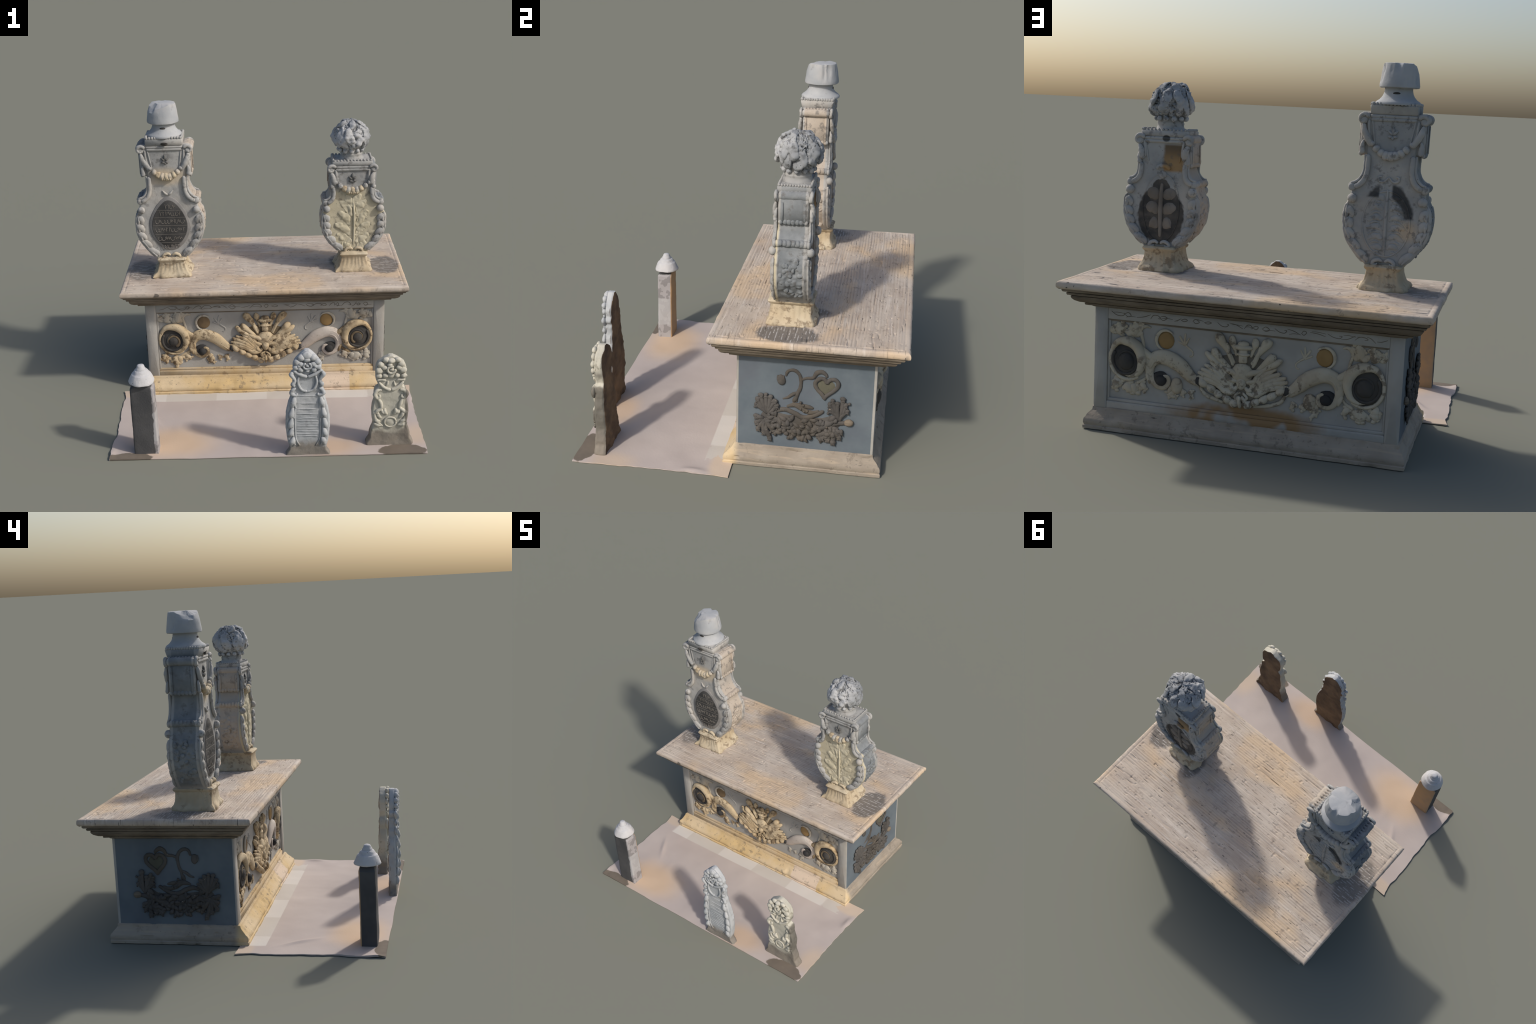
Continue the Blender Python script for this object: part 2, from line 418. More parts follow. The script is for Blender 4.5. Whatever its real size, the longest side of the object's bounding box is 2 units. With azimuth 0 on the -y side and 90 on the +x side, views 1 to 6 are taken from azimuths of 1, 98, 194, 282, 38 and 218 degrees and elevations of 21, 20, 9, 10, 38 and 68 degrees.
# slab: top grid with grain grooves, pits and a smooth border, rounded edge
def build_slab():
    x0, x1, y0, y1 = -.963, .963, -.142, .912
    nx, ny = 460, 250
    X, Y = np.meshgrid(np.linspace(x0, x1, nx + 1), np.linspace(y0, y1, ny + 1), indexing='ij')
    P = np.stack([X.ravel(), Y.ravel(), np.zeros(X.size)], 1)
    edge = np.minimum(np.minimum(P[:, 0] - x0, x1 - P[:, 0]), np.minimum(P[:, 1] - y0, y1 - P[:, 1]))
    inner = np.clip((edge - .030) / .008, 0, 1)
    Q = P * np.array([1.3, 26, 1]); Q2 = P * np.array([3, 60, 1])
    warp = .004 * vnoise(P, 3, 3)
    rib = np.sin((P[:, 1] + warp + .003 * vnoise(P * np.array([2, 30, 1]), 1, 61)) * 2 * PI / .0175)
    amt = np.clip(.45 + .9 * vnoise(P * np.array([.8, 2.5, 1]), 1.6, 9), 0, 1)
    h = inner * (.0013 * rib * amt + .0024 * vnoise(Q, 1, 21) + .0008 * vnoise(Q2, 1, 31)) + .0015 * fbm(P, 7, 3, 2)
    pit = np.clip(vnoise(P * np.array([34, 80, 1]), 1, 77) - .74, 0, 1)
    crack = np.clip(vnoise(P * np.array([9, 90, 1]), 1, 55) - .66, 0, 1)
    h -= inner * (.022 * pit + .020 * crack)
    h -= .003 * np.exp(-((edge - .030) / .004) ** 2)        # scored line inside the border
    soft = np.clip(edge / .012, 0, 1)
    z = .8085 + h * soft - .006 * (1 - soft) ** 2
    V = np.c_[P[:, :2], z]
    idx = np.arange(V.shape[0]).reshape(nx + 1, ny + 1)
    F = [[idx[i, j], idx[i + 1, j], idx[i + 1, j + 1], idx[i, j + 1]] for i in range(nx) for j in range(ny)]
    F = [[int(k) for k in f] for f in F]
    per = np.concatenate([idx[:-1, 0], idx[-1, :-1], idx[1:, -1][::-1], idx[0, 1:][::-1]])
    prev = per; ring0 = V[per]
    cxy = np.array([0, (y0 + y1) / 2])
    prof = [(.002, .797), (.003, .787), (.002, .776), (-.004, .770), (-.012, .766), (-.2, .766)]
    for d, zz in prof:
        r = ring0.copy()
        r[:, 0] = np.clip(r[:, 0], x0 - 9, x1 + 9)
        sx = (np.abs(r[:, 0]) > x1 - 1e-6) * np.sign(r[:, 0]); sy = np.where(np.abs(r[:, 1] - y0) < 1e-6, -1, np.where(np.abs(r[:, 1] - y1) < 1e-6, 1, 0))
        if d < -.1:
            r[:, 0] = np.clip(r[:, 0], x0 + .15, x1 - .15); r[:, 1] = np.clip(r[:, 1], y0 + .13, y1 - .13)
        else:
            ch = .0025 * fbm(r, 18, 3, 8)
            r[:, 0] += sx * (d + ch); r[:, 1] += sy * (d + ch)
        r[:, 2] = zz
        new = np.arange(len(V), len(V) + len(r)); V = np.vstack([V, r]); m = len(per)
        F += [[int(prev[j]), int(prev[(j + 1) % m]), int(new[(j + 1) % m]), int(new[j])] for j in range(m)]
        prev = new
    F.append([int(k) for k in prev])
    return mk('slab', V, F, 'slab', tomb, angle=60, fix=True)
slab = build_slab()

# cornice under the slab: stepped cove
c_prof = [(-.03, .655), (.006, .658), (.014, .662), (.016, .668), (.040, .671), (.043, .680), (.037, .683), (.062, .688), (.082, .700),
          (.092, .712), (.095, .724), (.088, .727), (.108, .731), (.112, .742), (.104, .746), (.124, .750), (.129, .758), (.128, .768), (-.02, .7685)]
def scale_y(d):   # the slab overhangs a little more at the back than in front
    return (d, d * .89, d * 1.12)
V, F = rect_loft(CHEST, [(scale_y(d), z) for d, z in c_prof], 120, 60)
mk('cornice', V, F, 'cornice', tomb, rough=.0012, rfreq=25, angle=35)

# plinth
p_prof = [(.05, 0), (.058, .002), (.059, .018), (.052, .022), (.053, .026), (.057, .034), (.057, .048), (.053, .058),
          (.044, .065), (.040, .072), (.030, .082), (.018, .096), (.013, .106), (.012, .114), (.004, .118), (-.03, .12)]
V, F = rect_loft(CHEST, [((d * .72, d * 1.2, d * .90), z) for d, z in p_prof], 160, 80)
ch = fbm(V, 16, 3, 4)
chp = np.clip(vnoise(V * np.array([1, 1, 2.5]), 17, 33) - .45, 0, 1) * .02
ch = ch - chp / .0024
V[:, 0] += np.sign(V[:, 0]) * .0025 * ch * (np.abs(V[:, 0]) > .7)
V[:, 1] += np.sign(V[:, 1] - .37) * .0022 * ch
mk('plinth', V, F, 'plinth', tomb, angle=40)

# chest core, with the long sides recessed for the panels
V, F = rounded_box(-BX + .0015, BX - .0015, .014, .731, .112, .668, .003)
chest = mk('chest', V, F, 'chest', tomb, angle=30)
for s in (-1, 1):
    a, b = sorted((s * (BX - .004), s * (BX + .0005)))
    V, F = rounded_box(a, b, .003, .737, .113, .664, .002)
    mk('end_panel', V, F, 'endpanel', chest, angle=30)

# ------------------------------------------------------------------ panel carving
class Panel:
    """u right, v up, w outward -> world"""
    def __init__(self, kind, parent):
        self.k = kind; self.parent = parent
    def world(self, V):
        u, v, w = V[:, 0], V[:, 1], V[:, 2]
        if self.k == 'front': return np.c_[u, .014 - w, v]
        if self.k == 'back': return np.c_[-u, .731 + w, v]
        if self.k == 'right': return np.c_[BX + w * .68, u, v]
        return np.c_[-BX - w * .68, u, v]
    def put(self, name, VF, mat, rough=.0012, rfreq=45, angle=60):
        return mk(name, self.world(np.asarray(VF[0])), VF[1], mat, self.parent, rough, rfreq, angle)
    @staticmethod
    def tube(pts, rad, lift=.5, flat=1.0, n=24, seg=12):
        rad = list(rad) if hasattr(rad, '__len__') else [rad] * len(pts)
        if len(rad) == 2 and len(pts) > 2: rad = list(np.linspace(rad[0], rad[1], len(pts)))
        C = [(p[0], p[1], (p[2] if len(p) > 2 else 0) + lift * r * flat) for p, r in zip(pts, rad)]
        return sweep(C, rad, (0, 0, 1), n, seg, flat)

def leaf_shape(u, v, ang, L, W, lift=.0, flat=.5, curl=.25, lobes=0, rnd=random):
    """an acanthus leaf: midrib plus side lobes fanning out of it"""
    parts = []
    d = np.array([math.cos(ang), math.sin(ang)]); nrm = np.array([-d[1], d[0]])
    base = np.array([u, v])
    def pt(t, s=0): return base + d * L * t + nrm * (s * L + curl * L * t * t)
    parts.append(Panel.tube([(*pt(t), lift) for t in (0, .35, .7, 1)], [W * .30, W * .42, W * .36, W * .1], .5, flat, 14, 10))
    for i in range(lobes):
        t = .12 + .7 * i / max(lobes - 1, 1)
        for s in (-1, 1):
            q = pt(t); e = pt(t + .24, s * (W / L) * (.75 - .35 * t) * rnd.uniform(.8, 1.2))
            m = (q + e) / 2 + nrm * s * W * .08
            parts.append(Panel.tube([(*q, lift), (*m, lift), (*e, lift)], [W * .18, W * .24, W * .10], .5, flat, 9, 8))
    return cat(parts)

def build_long_panel(kind):
    front = kind == 'front'
    P = Panel(kind, chest)
    rnd = random.Random(5 if front else 6)
    # frame: pilasters, frieze, rail and a stepped inner lip
    z0, z1 = .165, .592
    def bx(name, u0, u1, v0, v1, w0, w1, mat, r=.003):
        x = rounded_box(u0, u1, v0, v1, w0, w1, r)
        P.put(name, x, mat, .0006, 30, 40)
    W = .021
    for s in (-1, 1):
        a, b = sorted((s * .748, s * BX))
        bx('pilaster', a, b, .113, .664, -.004, W, 'chest')
        a, b = sorted((s * .735, s * .750))
        bx('frame_lip', a, b, z0 - .01, z1 + .012, -.003, .010, 'chest', .004)
    bx('frieze', -.7475, .7475, z1 + .008, .664, -.004, W - .001, 'chest')
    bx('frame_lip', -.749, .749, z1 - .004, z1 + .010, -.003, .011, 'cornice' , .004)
    bx('rail', -.7475, .7475, .113, z0 - .012, -.004, W - .001, 'rail' if front else 'chest')
    bx('frame_lip', -.749, .749, z0 - .016, z0 + .004, -.003, .012, 'rail' if front else 'chest', .004)
    # incised scrollwork on the frieze, as fine raised tendrils
    parts = []
    u = -.725
    while u < .69:
        L = rnd.uniform(.035, .085); sg = rnd.choice((-1, 1)); a = rnd.uniform(.006, .015); k = rnd.random()
        if k < .45:
            pts = [(u, .632 - sg * a), (u + L * .35, .632 + sg * a * .8), (u + L * .8, .632 + sg * a), (u + L, .632 - sg * a * .3), (u + L * .78, .632 - sg * a * .5)]
        elif k < .75:
            pts = [(u, .632), (u + L * .3, .632 + sg * a), (u + L * .6, .632 - sg * a * .2), (u + L * .3, .632 - sg * a), (u, .632)]
        else:
            pts = [(u, .632 - sg * a), (u + L * .5, .632 - sg * a * .4), (u + L, .632 + sg * a)]
        parts.append(P.tube([(x_ + rnd.uniform(-.003, .003), z_ + rnd.uniform(-.002, .002), W - .001) for x_, z_ in pts], [.0012] + [.0020] * (len(pts) - 2) + [.0012], .2, .8, 16, 6))
        if rnd.random() < .6:
            b_ = rnd.uniform(-.016, .016)
            parts.append(P.tube([(u + .01, .632 + b_, W - .001), (u + L * .5, .632 + b_ * .8 + .003, W - .001), (u + L, .632 + b_ * .6, W - .001)], [.001, .0016, .001], .2, .8, 8, 6))
        u += L * rnd.uniform(.9, 1.15)
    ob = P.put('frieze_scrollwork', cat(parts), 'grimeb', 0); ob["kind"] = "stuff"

    main = 'carve' if front else 'carveb'
    leafm = 'foliage' if front else 'carveb'
    for s in (-1, 1):
        smear = front and s > 0
        def q(pts): return [(s * p[0], *p[1:]) for p in pts]
        # big outer volute: rim spiral thin below and outside, swelling over the top, curling to the eye
        cu, cv = .633, .388
        rim = [(cu + .098 * math.sin(t), cv + .106 * math.cos(t), .004) for t in np.linspace(-.62 * PI, 1.22 * PI, 16)]
        P.put('volute_rim', P.tube(q(rim), list(np.interp(np.linspace(0, 1, 16), [0, .15, .5, 1], [.010, .013, .013, .010])), .4, 1.0, 60, 12), main)
        # swelling band over the top that curls down the inner side into the eye
        arc = [(cu + .092, cv + .052), (cu + .050, cv + .095), (cu - .010, cv + .100), (cu - .062, cv + .070), (cu - .084, cv + .008), (cu - .068, cv - .055), (cu - .028, cv - .082), (cu + .02, cv - .078)]
        P.put('volute', P.tube(q([(a_, b_, .010) for a_, b_ in arc]), [.010, .018, .026, .029, .026, .018, .012, .007], .35, .95, 60, 16), main)
        ring = [(cu + .002 + .038 * math.sin(t), cv - .006 + .040 * math.cos(t), .020) for t in np.linspace(-.9 * PI, .75 * PI, 12)]
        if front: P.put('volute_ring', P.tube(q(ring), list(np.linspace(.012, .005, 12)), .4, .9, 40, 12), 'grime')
        P.put('volute_hollow', blob((s * (cu + .004), cv - .004, .004), (.096, .102, .022)), 'black', .003)
        P.put('volute_eye', blob((s * (cu + .004), cv - .006, .020), ((.036, .037, .022) if front else (.046, .048, .024))), 'black', .002)
        spi = [(cu + .004 + r_ * math.sin(t_), cv - .005 + r_ * 1.05 * math.cos(t_), .014 + .008 * (1 - r_ / .08)) for t_, r_ in zip(np.linspace(.3 * PI, 4.1 * PI, 30), np.linspace(.080, .014, 30))]
        P.put('volute_spiral', P.tube(q(spi), list(np.linspace(.009, .006, 30)), .5, 1.0, 110, 10), 'black', .0015)
        P.put('volute_link', P.tube(q([(.478, .405, .012), (.515, .425, .014), (.548, .452, .014), (.572, .480, .012)]), [.020, .020, .018, .012], .2, .6, 24, 12), main)
        # S-stem from the cartouche rising out and curling into the lesser volute
        pts = [(.235, .300, .010), (.285, .338, .014), (.345, .392, .018), (.42, .424, .020), (.478, .412, .020), (.507, .368, .018), (.503, .312, .018),
               (.468, .268, .018), (.428, .262, .018), (.402, .288, .020), (.408, .318, .022), (.436, .322, .024)]
        rad = [.022, .033, .041, .041, .036, .028, .021, .017, .015, .013, .011, .008]
        P.put('scroll_stem', P.tube(q([(a_, b_, c_ * .5) for a_, b_, c_ in pts]), rad, .10, .5, 70, 14), 'smear' if smear else main)
        # ridges running along the stem
        for o in (-.011, .011):
            rp = [(p[0] + o * .5, p[1] + o, p[2] * .5 + .012) for p in pts[:6]]
            P.put('stem_ridge', P.tube(q(rp), [.003, .006, .008, .009, .008, .005], .3, .8, 30, 8), 'smear' if smear else main)
        P.put('volute_hollow', blob((s * .447, .298, .004), (.050, .048, .016)), 'black', .002)
        P.put('volute_eye', blob((s * .442, .298, .018), (.028, .028, .020)), 'black', .002)
        # calyx between the volutes
        for a, L in ((2.4, .06), (1.7, .05), (-2.1, .06)):
            P.put('acanthus_leaf', leaf_shape(s * .525, .385 if a > 0 else .33, a if s > 0 else PI - a, L, .03, .012, .6, .2 * s), main)
        # medallion with its crescent rim
        du, dv = .424, .512
        P.put('medallion', blob((s * du, dv, .002), (.045, .047, .011)), 'umber' if (front and s < 0) else 'rust', .001)
        arc = [(du + .052 * math.cos(t), dv + .054 * math.sin(t), .004) for t in np.linspace(-.42 * PI, .75 * PI, 10)]
        P.put('medallion_rim', P.tube(q(arc), list(np.interp(np.linspace(0, 1, 10), [0, .5, 1], [.005, .010, .005])), .5, .9, 32, 10), leafm)
        # bird-like sprig beside the medallion
        parts = []
        for pp, rr in (([(.352, .545), (.335, .52), (.318, .498)], (.006, .007)), ([(.318, .56), (.322, .525), (.318, .498)], (.004, .007)),
                       ([(.295, .54), (.31, .515), (.318, .498)], (.004, .007)), ([(.36, .515), (.34, .505), (.318, .495)], (.004, .006)),
                       ([(.318, .498), (.295, .482), (.276, .465), (.278, .445), (.295, .44)], (.006, .003))):
            parts.append(P.tube(q(pp), rr, .3, .7, 12, 8))
        P.put('sprig', cat(parts), 'chest' if front else 'carveb')
        # acanthus foliage over and under the big volute
        fol = [(.695, .520, 2.2, .075, .05, 3), (.660, .535, 1.0, .055, .035, 2), (.605, .515, 1.65, .085, .06, 3), (.640, .515, 2.3, .06, .045, 2),
               (.575, .515, 1.2, .07, .04, 2), (.545, .575, -.15, .055, .026, 2), (.735, .525, 1.9, .045, .04, 2),
               (.690, .262, -1.1, .05, .05, 2), (.650, .255, -2.2, .07, .055, 3), (.60, .262, -1.5, .06, .05, 2), (.715, .27, -2.6, .05, .05, 2),
               (.56, .27, -2.3, .05, .04, 2), (.53, .255, -.4, .045, .03, 2),
               (.385, .275, -1.3, .045, .03, 2), (.36, .245, -.5, .05, .03, 2), (.315, .26, -1.0, .04, .03, 2), (.28, .265, -2.0, .045, .03, 2), (.40, .225, -2.6, .05, .025, 2)]
        for (u, v, a, L, Wd, nl) in fol:
            a2 = a if s > 0 else PI - a
            P.put('acanthus_leaf', leaf_shape(s * u, v, a2 + rnd.uniform(-.15, .15), L * rnd.uniform(.9, 1.1), Wd, .003, .42, .22 * s * rnd.choice((-1, 1)), nl, rnd),
                  main if v < .3 and not smear else leafm)
        # tendril from volute to medallion
        P.put('tendril', P.tube(q([(.545, .44), (.555, .50), (.568, .55), (.545, .575), (.51, .572)]), [.010, .009, .010, .010, .005], .4, .7, 24, 8), leafm)
        P.put('tendril', P.tube(q([(.52, .31), (.545, .285), (.575, .268), (.60, .25)]), [.006, .010, .010, .006], .4, .7, 18, 8), main)
        if not front:
            P.put('lily_flower', blob((s * .358, .275, .004), (.034, .045, .020)), 'carveb', .002)
            P.put('lily_flower', P.tube(q([(.358, .31), (.350, .275), (.362, .245)]), [.006, .012, .005], 1.5, .8, 14, 8), 'foliage')

    # ---- the shell cartouche
    C = main
    def pc(name, pts, rad, lift=.4, flat=.9, n=20, seg=12, mat=None, mirror=True):
        for s in ((-1, 1) if mirror else (1,)):
            jit = lambda: rnd.uniform(-.003, .003)
            pp = [(s * p[0] + jit(), p[1] + jit(), .42 * (p[2] if len(p) > 2 else .01)) for p in pts]
            P.put(name, P.tube(pp, rad, lift, flat, n, seg), mat or C, .0018)
    # backing shield, dark brown in the gaps between petals
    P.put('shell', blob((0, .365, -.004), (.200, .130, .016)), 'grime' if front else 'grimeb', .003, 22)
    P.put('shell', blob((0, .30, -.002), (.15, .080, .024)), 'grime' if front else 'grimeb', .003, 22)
    # tall upper petals, in pairs
    pc('petal', [(.045, .43), (.085, .50), (.125, .555), (.136, .583)], [.010, .014, .026, .016], .4, .7)
    pc('petal', [(.05, .42), (.075, .475), (.085, .52), (.09, .54)], [.008, .010, .010, .006], .9, .8)
    pc('petal', [(.035, .47), (.052, .52), (.060, .550), (.062, .578)], [.007, .012, .020, .010], .4, .7)
    pc('petal', [(.07, .40, .014), (.115, .445, .014), (.150, .478, .012), (.168, .500, .008)], [.012, .016, .023, .014], .5, .8)
    pc('petal', [(.07, .385, .022), (.12, .42, .022), (.172, .452, .016), (.205, .478, .008)], [.010, .013, .019, .010], .5, .8)
    # lower side feathers, stepping round
    for i, (a, L, w) in enumerate(((.62, .215, .016), (.48, .225, .017), (.36, .228, .017), (.24, .226, .016), (.95, .19, .014), (.78, .205, .014))):
        c0 = np.array([.03, .285])
        e = c0 + L * np.array([math.cos(a), math.sin(a)]); m = c0 + L * .55 * np.array([math.cos(a + .12), math.sin(a + .12)])
        pc('feather', [(c0[0] + .02, c0[1], .03), (m[0], m[1], .034), (e[0], e[1], .012)], [.012, w * 1.15, w * .55], .5, .8)
        k = c0 + L * .80 * np.array([math.cos(a - .06), math.sin(a - .06)])
        for s in (-1, 1):
            P.put('shell_bud', blob((s * (k[0] + .012), k[1] - .004, .014), (.017, .014, .011), rot=s * a), C, .0025)
    for a in np.linspace(.20, 1.02, 9):
        L = .20 - .03 * abs(a - .5); c0 = np.array([.045, .288])
        e = c0 + L * .92 * np.array([math.cos(a), math.sin(a)]); m = c0 + L * .5 * np.array([math.cos(a + .1), math.sin(a + .1)])
        pc('feather_rib', [(c0[0], c0[1], .05), (m[0], m[1], .060), (e[0], e[1], .030)], [.004, .0065, .003], .6, .9, 16, 8)
    # crown on top of the mask
    P.put('crown', blob((0, .523, .014), (.054, .016, .020)), C, .0015)
    P.put('crown', blob((0, .540, .012), (.030, .018, .018)), C, .0015)
    P.put('crown', blob((0, .486, .014), (.038, .012, .018)), C, .0015)
    P.put('crown', rounded_box(-.022, .022, .44, .515, -.002, .024, .006), C, .0015)
    # mask: brow, nose, cheeks, beard
    P.put('mask', blob((0, .385, .014), (.060, .055, .024)), C, .003)
    P.put('mask', blob((0, .335, .026), (.026, .034, .018)), C, .002)
    pc('brow', [(.012, .375, .044), (.045, .392, .044), (.085, .402, .036), (.12, .425, .024)], [.010, .016, .014, .007], .4, .9)
    pc('brow', [(.02, .345, .048), (.06, .352, .042), (.105, .37, .034), (.16, .375, .022)], [.010, .014, .013, .007], .4, .9)
    pc('cheek_scroll', [(.018, .318, .046), (.040, .300, .05), (.058, .315, .046), (.05, .335, .044), (.038, .33, .048)], [.009, .013, .012, .009, .006], .4, .9)
    pc('cheek_scroll', [(.03, .29, .046), (.075, .285, .042), (.12, .31, .034), (.165, .33, .022)], [.010, .017, .016, .008], .4, .9)
    pc('ribbon_curl', [(.004, .288, .05), (.022, .278, .052), (.03, .262, .05), (.018, .25, .05), (.008, .262, .052)], [.006, .008, .008, .007, .005], .5, .9)
    pc('beard', [(.006, .27, .05), (.02, .245, .046), (.012, .215, .034)], [.008, .011, .006], .5, .9)
    P.put('beard', P.tube([(0, .275, .052), (0, .245, .05), (0, .208, .03)], [.007, .010, .006], .5, .9, 18, 10), C)
    # leaf rope closing the shell below
    for k in range(5):
        t0 = k / 5; u0 = .232 - .215 * t0; v0 = .338 - .118 * t0 ** .8
        t1 = (k + 1.25) / 5; u1 = .232 - .215 * min(t1, 1.03); v1 = .338 - .118 * min(t1, 1.03) ** .8
        pc('rope_leaf', [(u0, v0, .016 + .01 * t0), ((u0 + u1) / 2, (v0 + v1) / 2 - .004, .024 + .012 * t0), (u1, v1, .020 + .012 * t0)],
           [.012, .022, .011], .4, .9, 16, 12)
    if not front:
        pc('tendril', [(.24, .31), (.20, .255), (.13, .225), (.06, .215)], [.006, .012, .010, .006], .3, .8)
    P.put('soot', blob((-.232, .318, .010), (.022, .026, .018)), 'black', .002)
    P.put('soot', blob((.232, .318, .010), (.022, .026, .018)), 'black', .002)

build_long_panel('front')
build_long_panel('back')

# ------------------------------------------------------------------ end carving
def build_end(kind):
    P = Panel(kind, chest); rnd = random.Random(21)
    M = 'endcarve'
    def t(name, pts, rad, lift=.4, flat=.9, n=24, seg=10, mat=None):
        return P.put(name, P.tube(pts, rad, lift, flat, n, seg), mat or M, .0015)
    t('stem', [(.262, .55), (.275, .583), (.305, .592), (.333, .572), (.346, .535), (.342, .49), (.328, .45), (.322, .40)], [.007, .009, .010, .010, .010, .010, .010, .008], n=40)
    t('stem', [(.340, .535), (.375, .55), (.410, .556), (.428, .585), (.455, .596), (.478, .58), (.485, .56)], [.008, .008, .010, .012, .013, .010, .006], n=36)
    t('stem', [(.330, .462), (.300, .445), (.275, .425), (.248, .414)], [.006, .009, .008, .004])
    t('leaf', [(.330, .44), (.318, .42), (.305, .40)], [.006, .013, .006])
    P.put('flower_bud', blob((.238, .53, .004), (.024, .032, .015), rot=.3), M, .003)
    for o in (-.014, 0, .014):
        t('bud_petal', [(.238 + o * .4, .505), (.235 + o, .53), (.236 + o * 1.2, .558)], [.004, .007, .004], 1.6)
    # heart-shaped ring holding a grimy field
    heart = []
    for k in range(28):
        a = 2 * PI * k / 28
        hx = .062 * (math.sin(a) ** 3) * 1.05; hy = .0042 * (13 * math.cos(a) - 5 * math.cos(2 * a) - 2 * math.cos(3 * a) - math.cos(4 * a))
        heart.append((.482 + hx * .95 + hy * .12, .508 + hy * .98, .004))
    V, F = sweep([(a, b, .008) for a, b, c in heart], [.0115] * 28, (0, 0, 1), 84, 10, .9, True)
    P.put('heart_ring', (V, F), M, .0015)
    P.put('heart_field', blob((.482, .505, .001), (.050, .048, .005)), 'olive', .001)
    # fan plumes
    def fan(c, tips, w):
        for (a, b) in tips:
            m = ((c[0] + a) / 2 + rnd.uniform(-.008, .008), (c[1] + b) / 2 + rnd.uniform(-.006, .006))
            t('plume', [(c[0], c[1], .008), (m[0], m[1], .016), (a, b, .010)], [w * .5, w * .9, w], .3, .9)
            P.put('plume_tip', blob((a, b, .016), (w * rnd.uniform(.9, 1.3), w * rnd.uniform(.9, 1.2), w)), M, .003)
            t('plume_curl', [(a - .012, b - .02, .016), (a + .004, b - .01, .022), (a + .012, b - .024, .016)], [.004, .006, .004], .5)
    fan((.165, .318), [(.112, .405), (.130, .430), (.157, .436), (.182, .425), (.205, .400), (.104, .372), (.218, .375)], .013)
    fan((.562, .312), [(.505, .410), (.520, .432), (.545, .418), (.575, .448), (.590, .412), (.598, .378), (.508, .375)], .013)
    fan((.15, .29), [(.106, .300), (.112, .262), (.118, .225), (.150, .205), (.182, .172), (.205, .215)], .014)
    fan((.535, .262), [(.562, .215), (.530, .180), (.500, .195), (.470, .200), (.572, .245), (.45, .215)], .014)
    # swags and drapery between
    t('swag', [(.205, .335), (.26, .352), (.31, .335), (.36, .312), (.41, .322), (.46, .352), (.475, .36)], [.010, .014, .015, .015, .014, .011, .006], n=40)
    t('swag', [(.27, .37), (.32, .382), (.37, .355), (.41, .345), (.45, .358)], [.008, .013, .014, .012, .007], n=30)
    t('swag', [(.30, .392), (.34, .385), (.39, .378), (.42, .37)], [.008, .012, .012, .006])
    t('swag', [(.16, .30), (.215, .285), (.26, .262), (.31, .245), (.37, .25), (.42, .252)], [.014, .018, .018, .018, .016, .010], n=40)
    t('branch', [(.36, .225), (.41, .238), (.46, .265), (.52, .290), (.575, .298), (.60, .302)], [.018, .022, .024, .020, .014, .012], .3, .9, 40)
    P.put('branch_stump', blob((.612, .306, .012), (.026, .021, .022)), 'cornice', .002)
    t('branch', [(.22, .25), (.27, .215), (.33, .205), (.38, .212), (.43, .225)], [.010, .013, .014, .012, .008], n=30)
    for i in range(84):
        u = rnd.uniform(.17, .54); c = .29 - .10 * (1 - ((u - .36) / .17) ** 2) * .4
        v = c + rnd.uniform(-.075, .055)
        a = rnd.uniform(0, PI); L = rnd.uniform(.014, .032)
        t('foliage_lobe', [(u - L * math.cos(a), v - L * math.sin(a), .006), (u + rnd.uniform(-.006, .006), v, rnd.uniform(.008, .020)), (u + L * math.cos(a), v + L * math.sin(a), .006)],
          [.005, rnd.uniform(.009, .015), .004], .5, 1.0, 12, 8)
    for i in range(26):
        c = rnd.choice(((.155, .40), (.16, .25), (.55, .40), (.535, .22), (.35, .385), (.34, .22)))
        P.put('berry', blob((c[0] + rnd.gauss(0, .03), c[1] + rnd.gauss(0, .022), .016), (.008, .008, .010), 10, 8), M, .002)
    # backing so that the tangle has no see-through gaps
    t('swag_backing', [(.14, .33, -.006), (.20, .28, -.006), (.34, .26, -.006), (.48, .27, -.006), (.57, .33, -.006)], [.04, .056, .062, .056, .04], 0, .32, 30)
build_end('right'); build_end('left')

# ------------------------------------------------------------------ steles
def smooth_profile(prof, z, sig=2):
    zz, hw = zip(*prof)
    h = np.interp(z, zz, hw)
    k = np.exp(-.5 * (np.arange(-6, 7) / sig) ** 2); k /= k.sum()
    return np.convolve(np.pad(h, 6, mode='edge'), k, 'valid')

def body_mesh(cx, yf, yb, prof, rows, front_h=None, back_h=None, side_h=None, er=.010, nf=72, ns=30, sig=2):
    z = np.linspace(prof[0][0], prof[-1][0], rows); hw = smooth_profile(prof, z, sig)
    s = np.linspace(-1, 1, nf)
    rings = []
    for zi, h in zip(z, hw):
        x = s * h
        over = np.clip((np.abs(x) - (h - er)) / er, 0, 1); rd = er * (1 - np.sqrt(np.maximum(1 - over ** 2, 0)))
        fade = 1 - over
        Z = np.full(nf, zi)
        fh = front_h(x, Z) * fade if front_h else 0
        bh = back_h(x, Z) * fade if back_h else 0
        fr = np.c_[cx + x, yf + rd - fh, Z]
        y = np.linspace(yf + er, yb - er, ns + 2)[1:-1]; Zs = np.full(ns, zi)
        sh = side_h(y, Zs, 1) if side_h else 0
        rt = np.c_[cx + h + sh * np.ones(ns), y, Zs]
        bk = np.c_[cx + x[::-1], yb - rd[::-1] + (bh[::-1] if back_h else 0), Z]
        sl = side_h(y[::-1], Zs, -1) if side_h else 0
        lf = np.c_[cx - h - sl * np.ones(ns), y[::-1], Zs]
        rings.append(np.vstack([fr, rt, bk, lf]))
    return loft(rings)

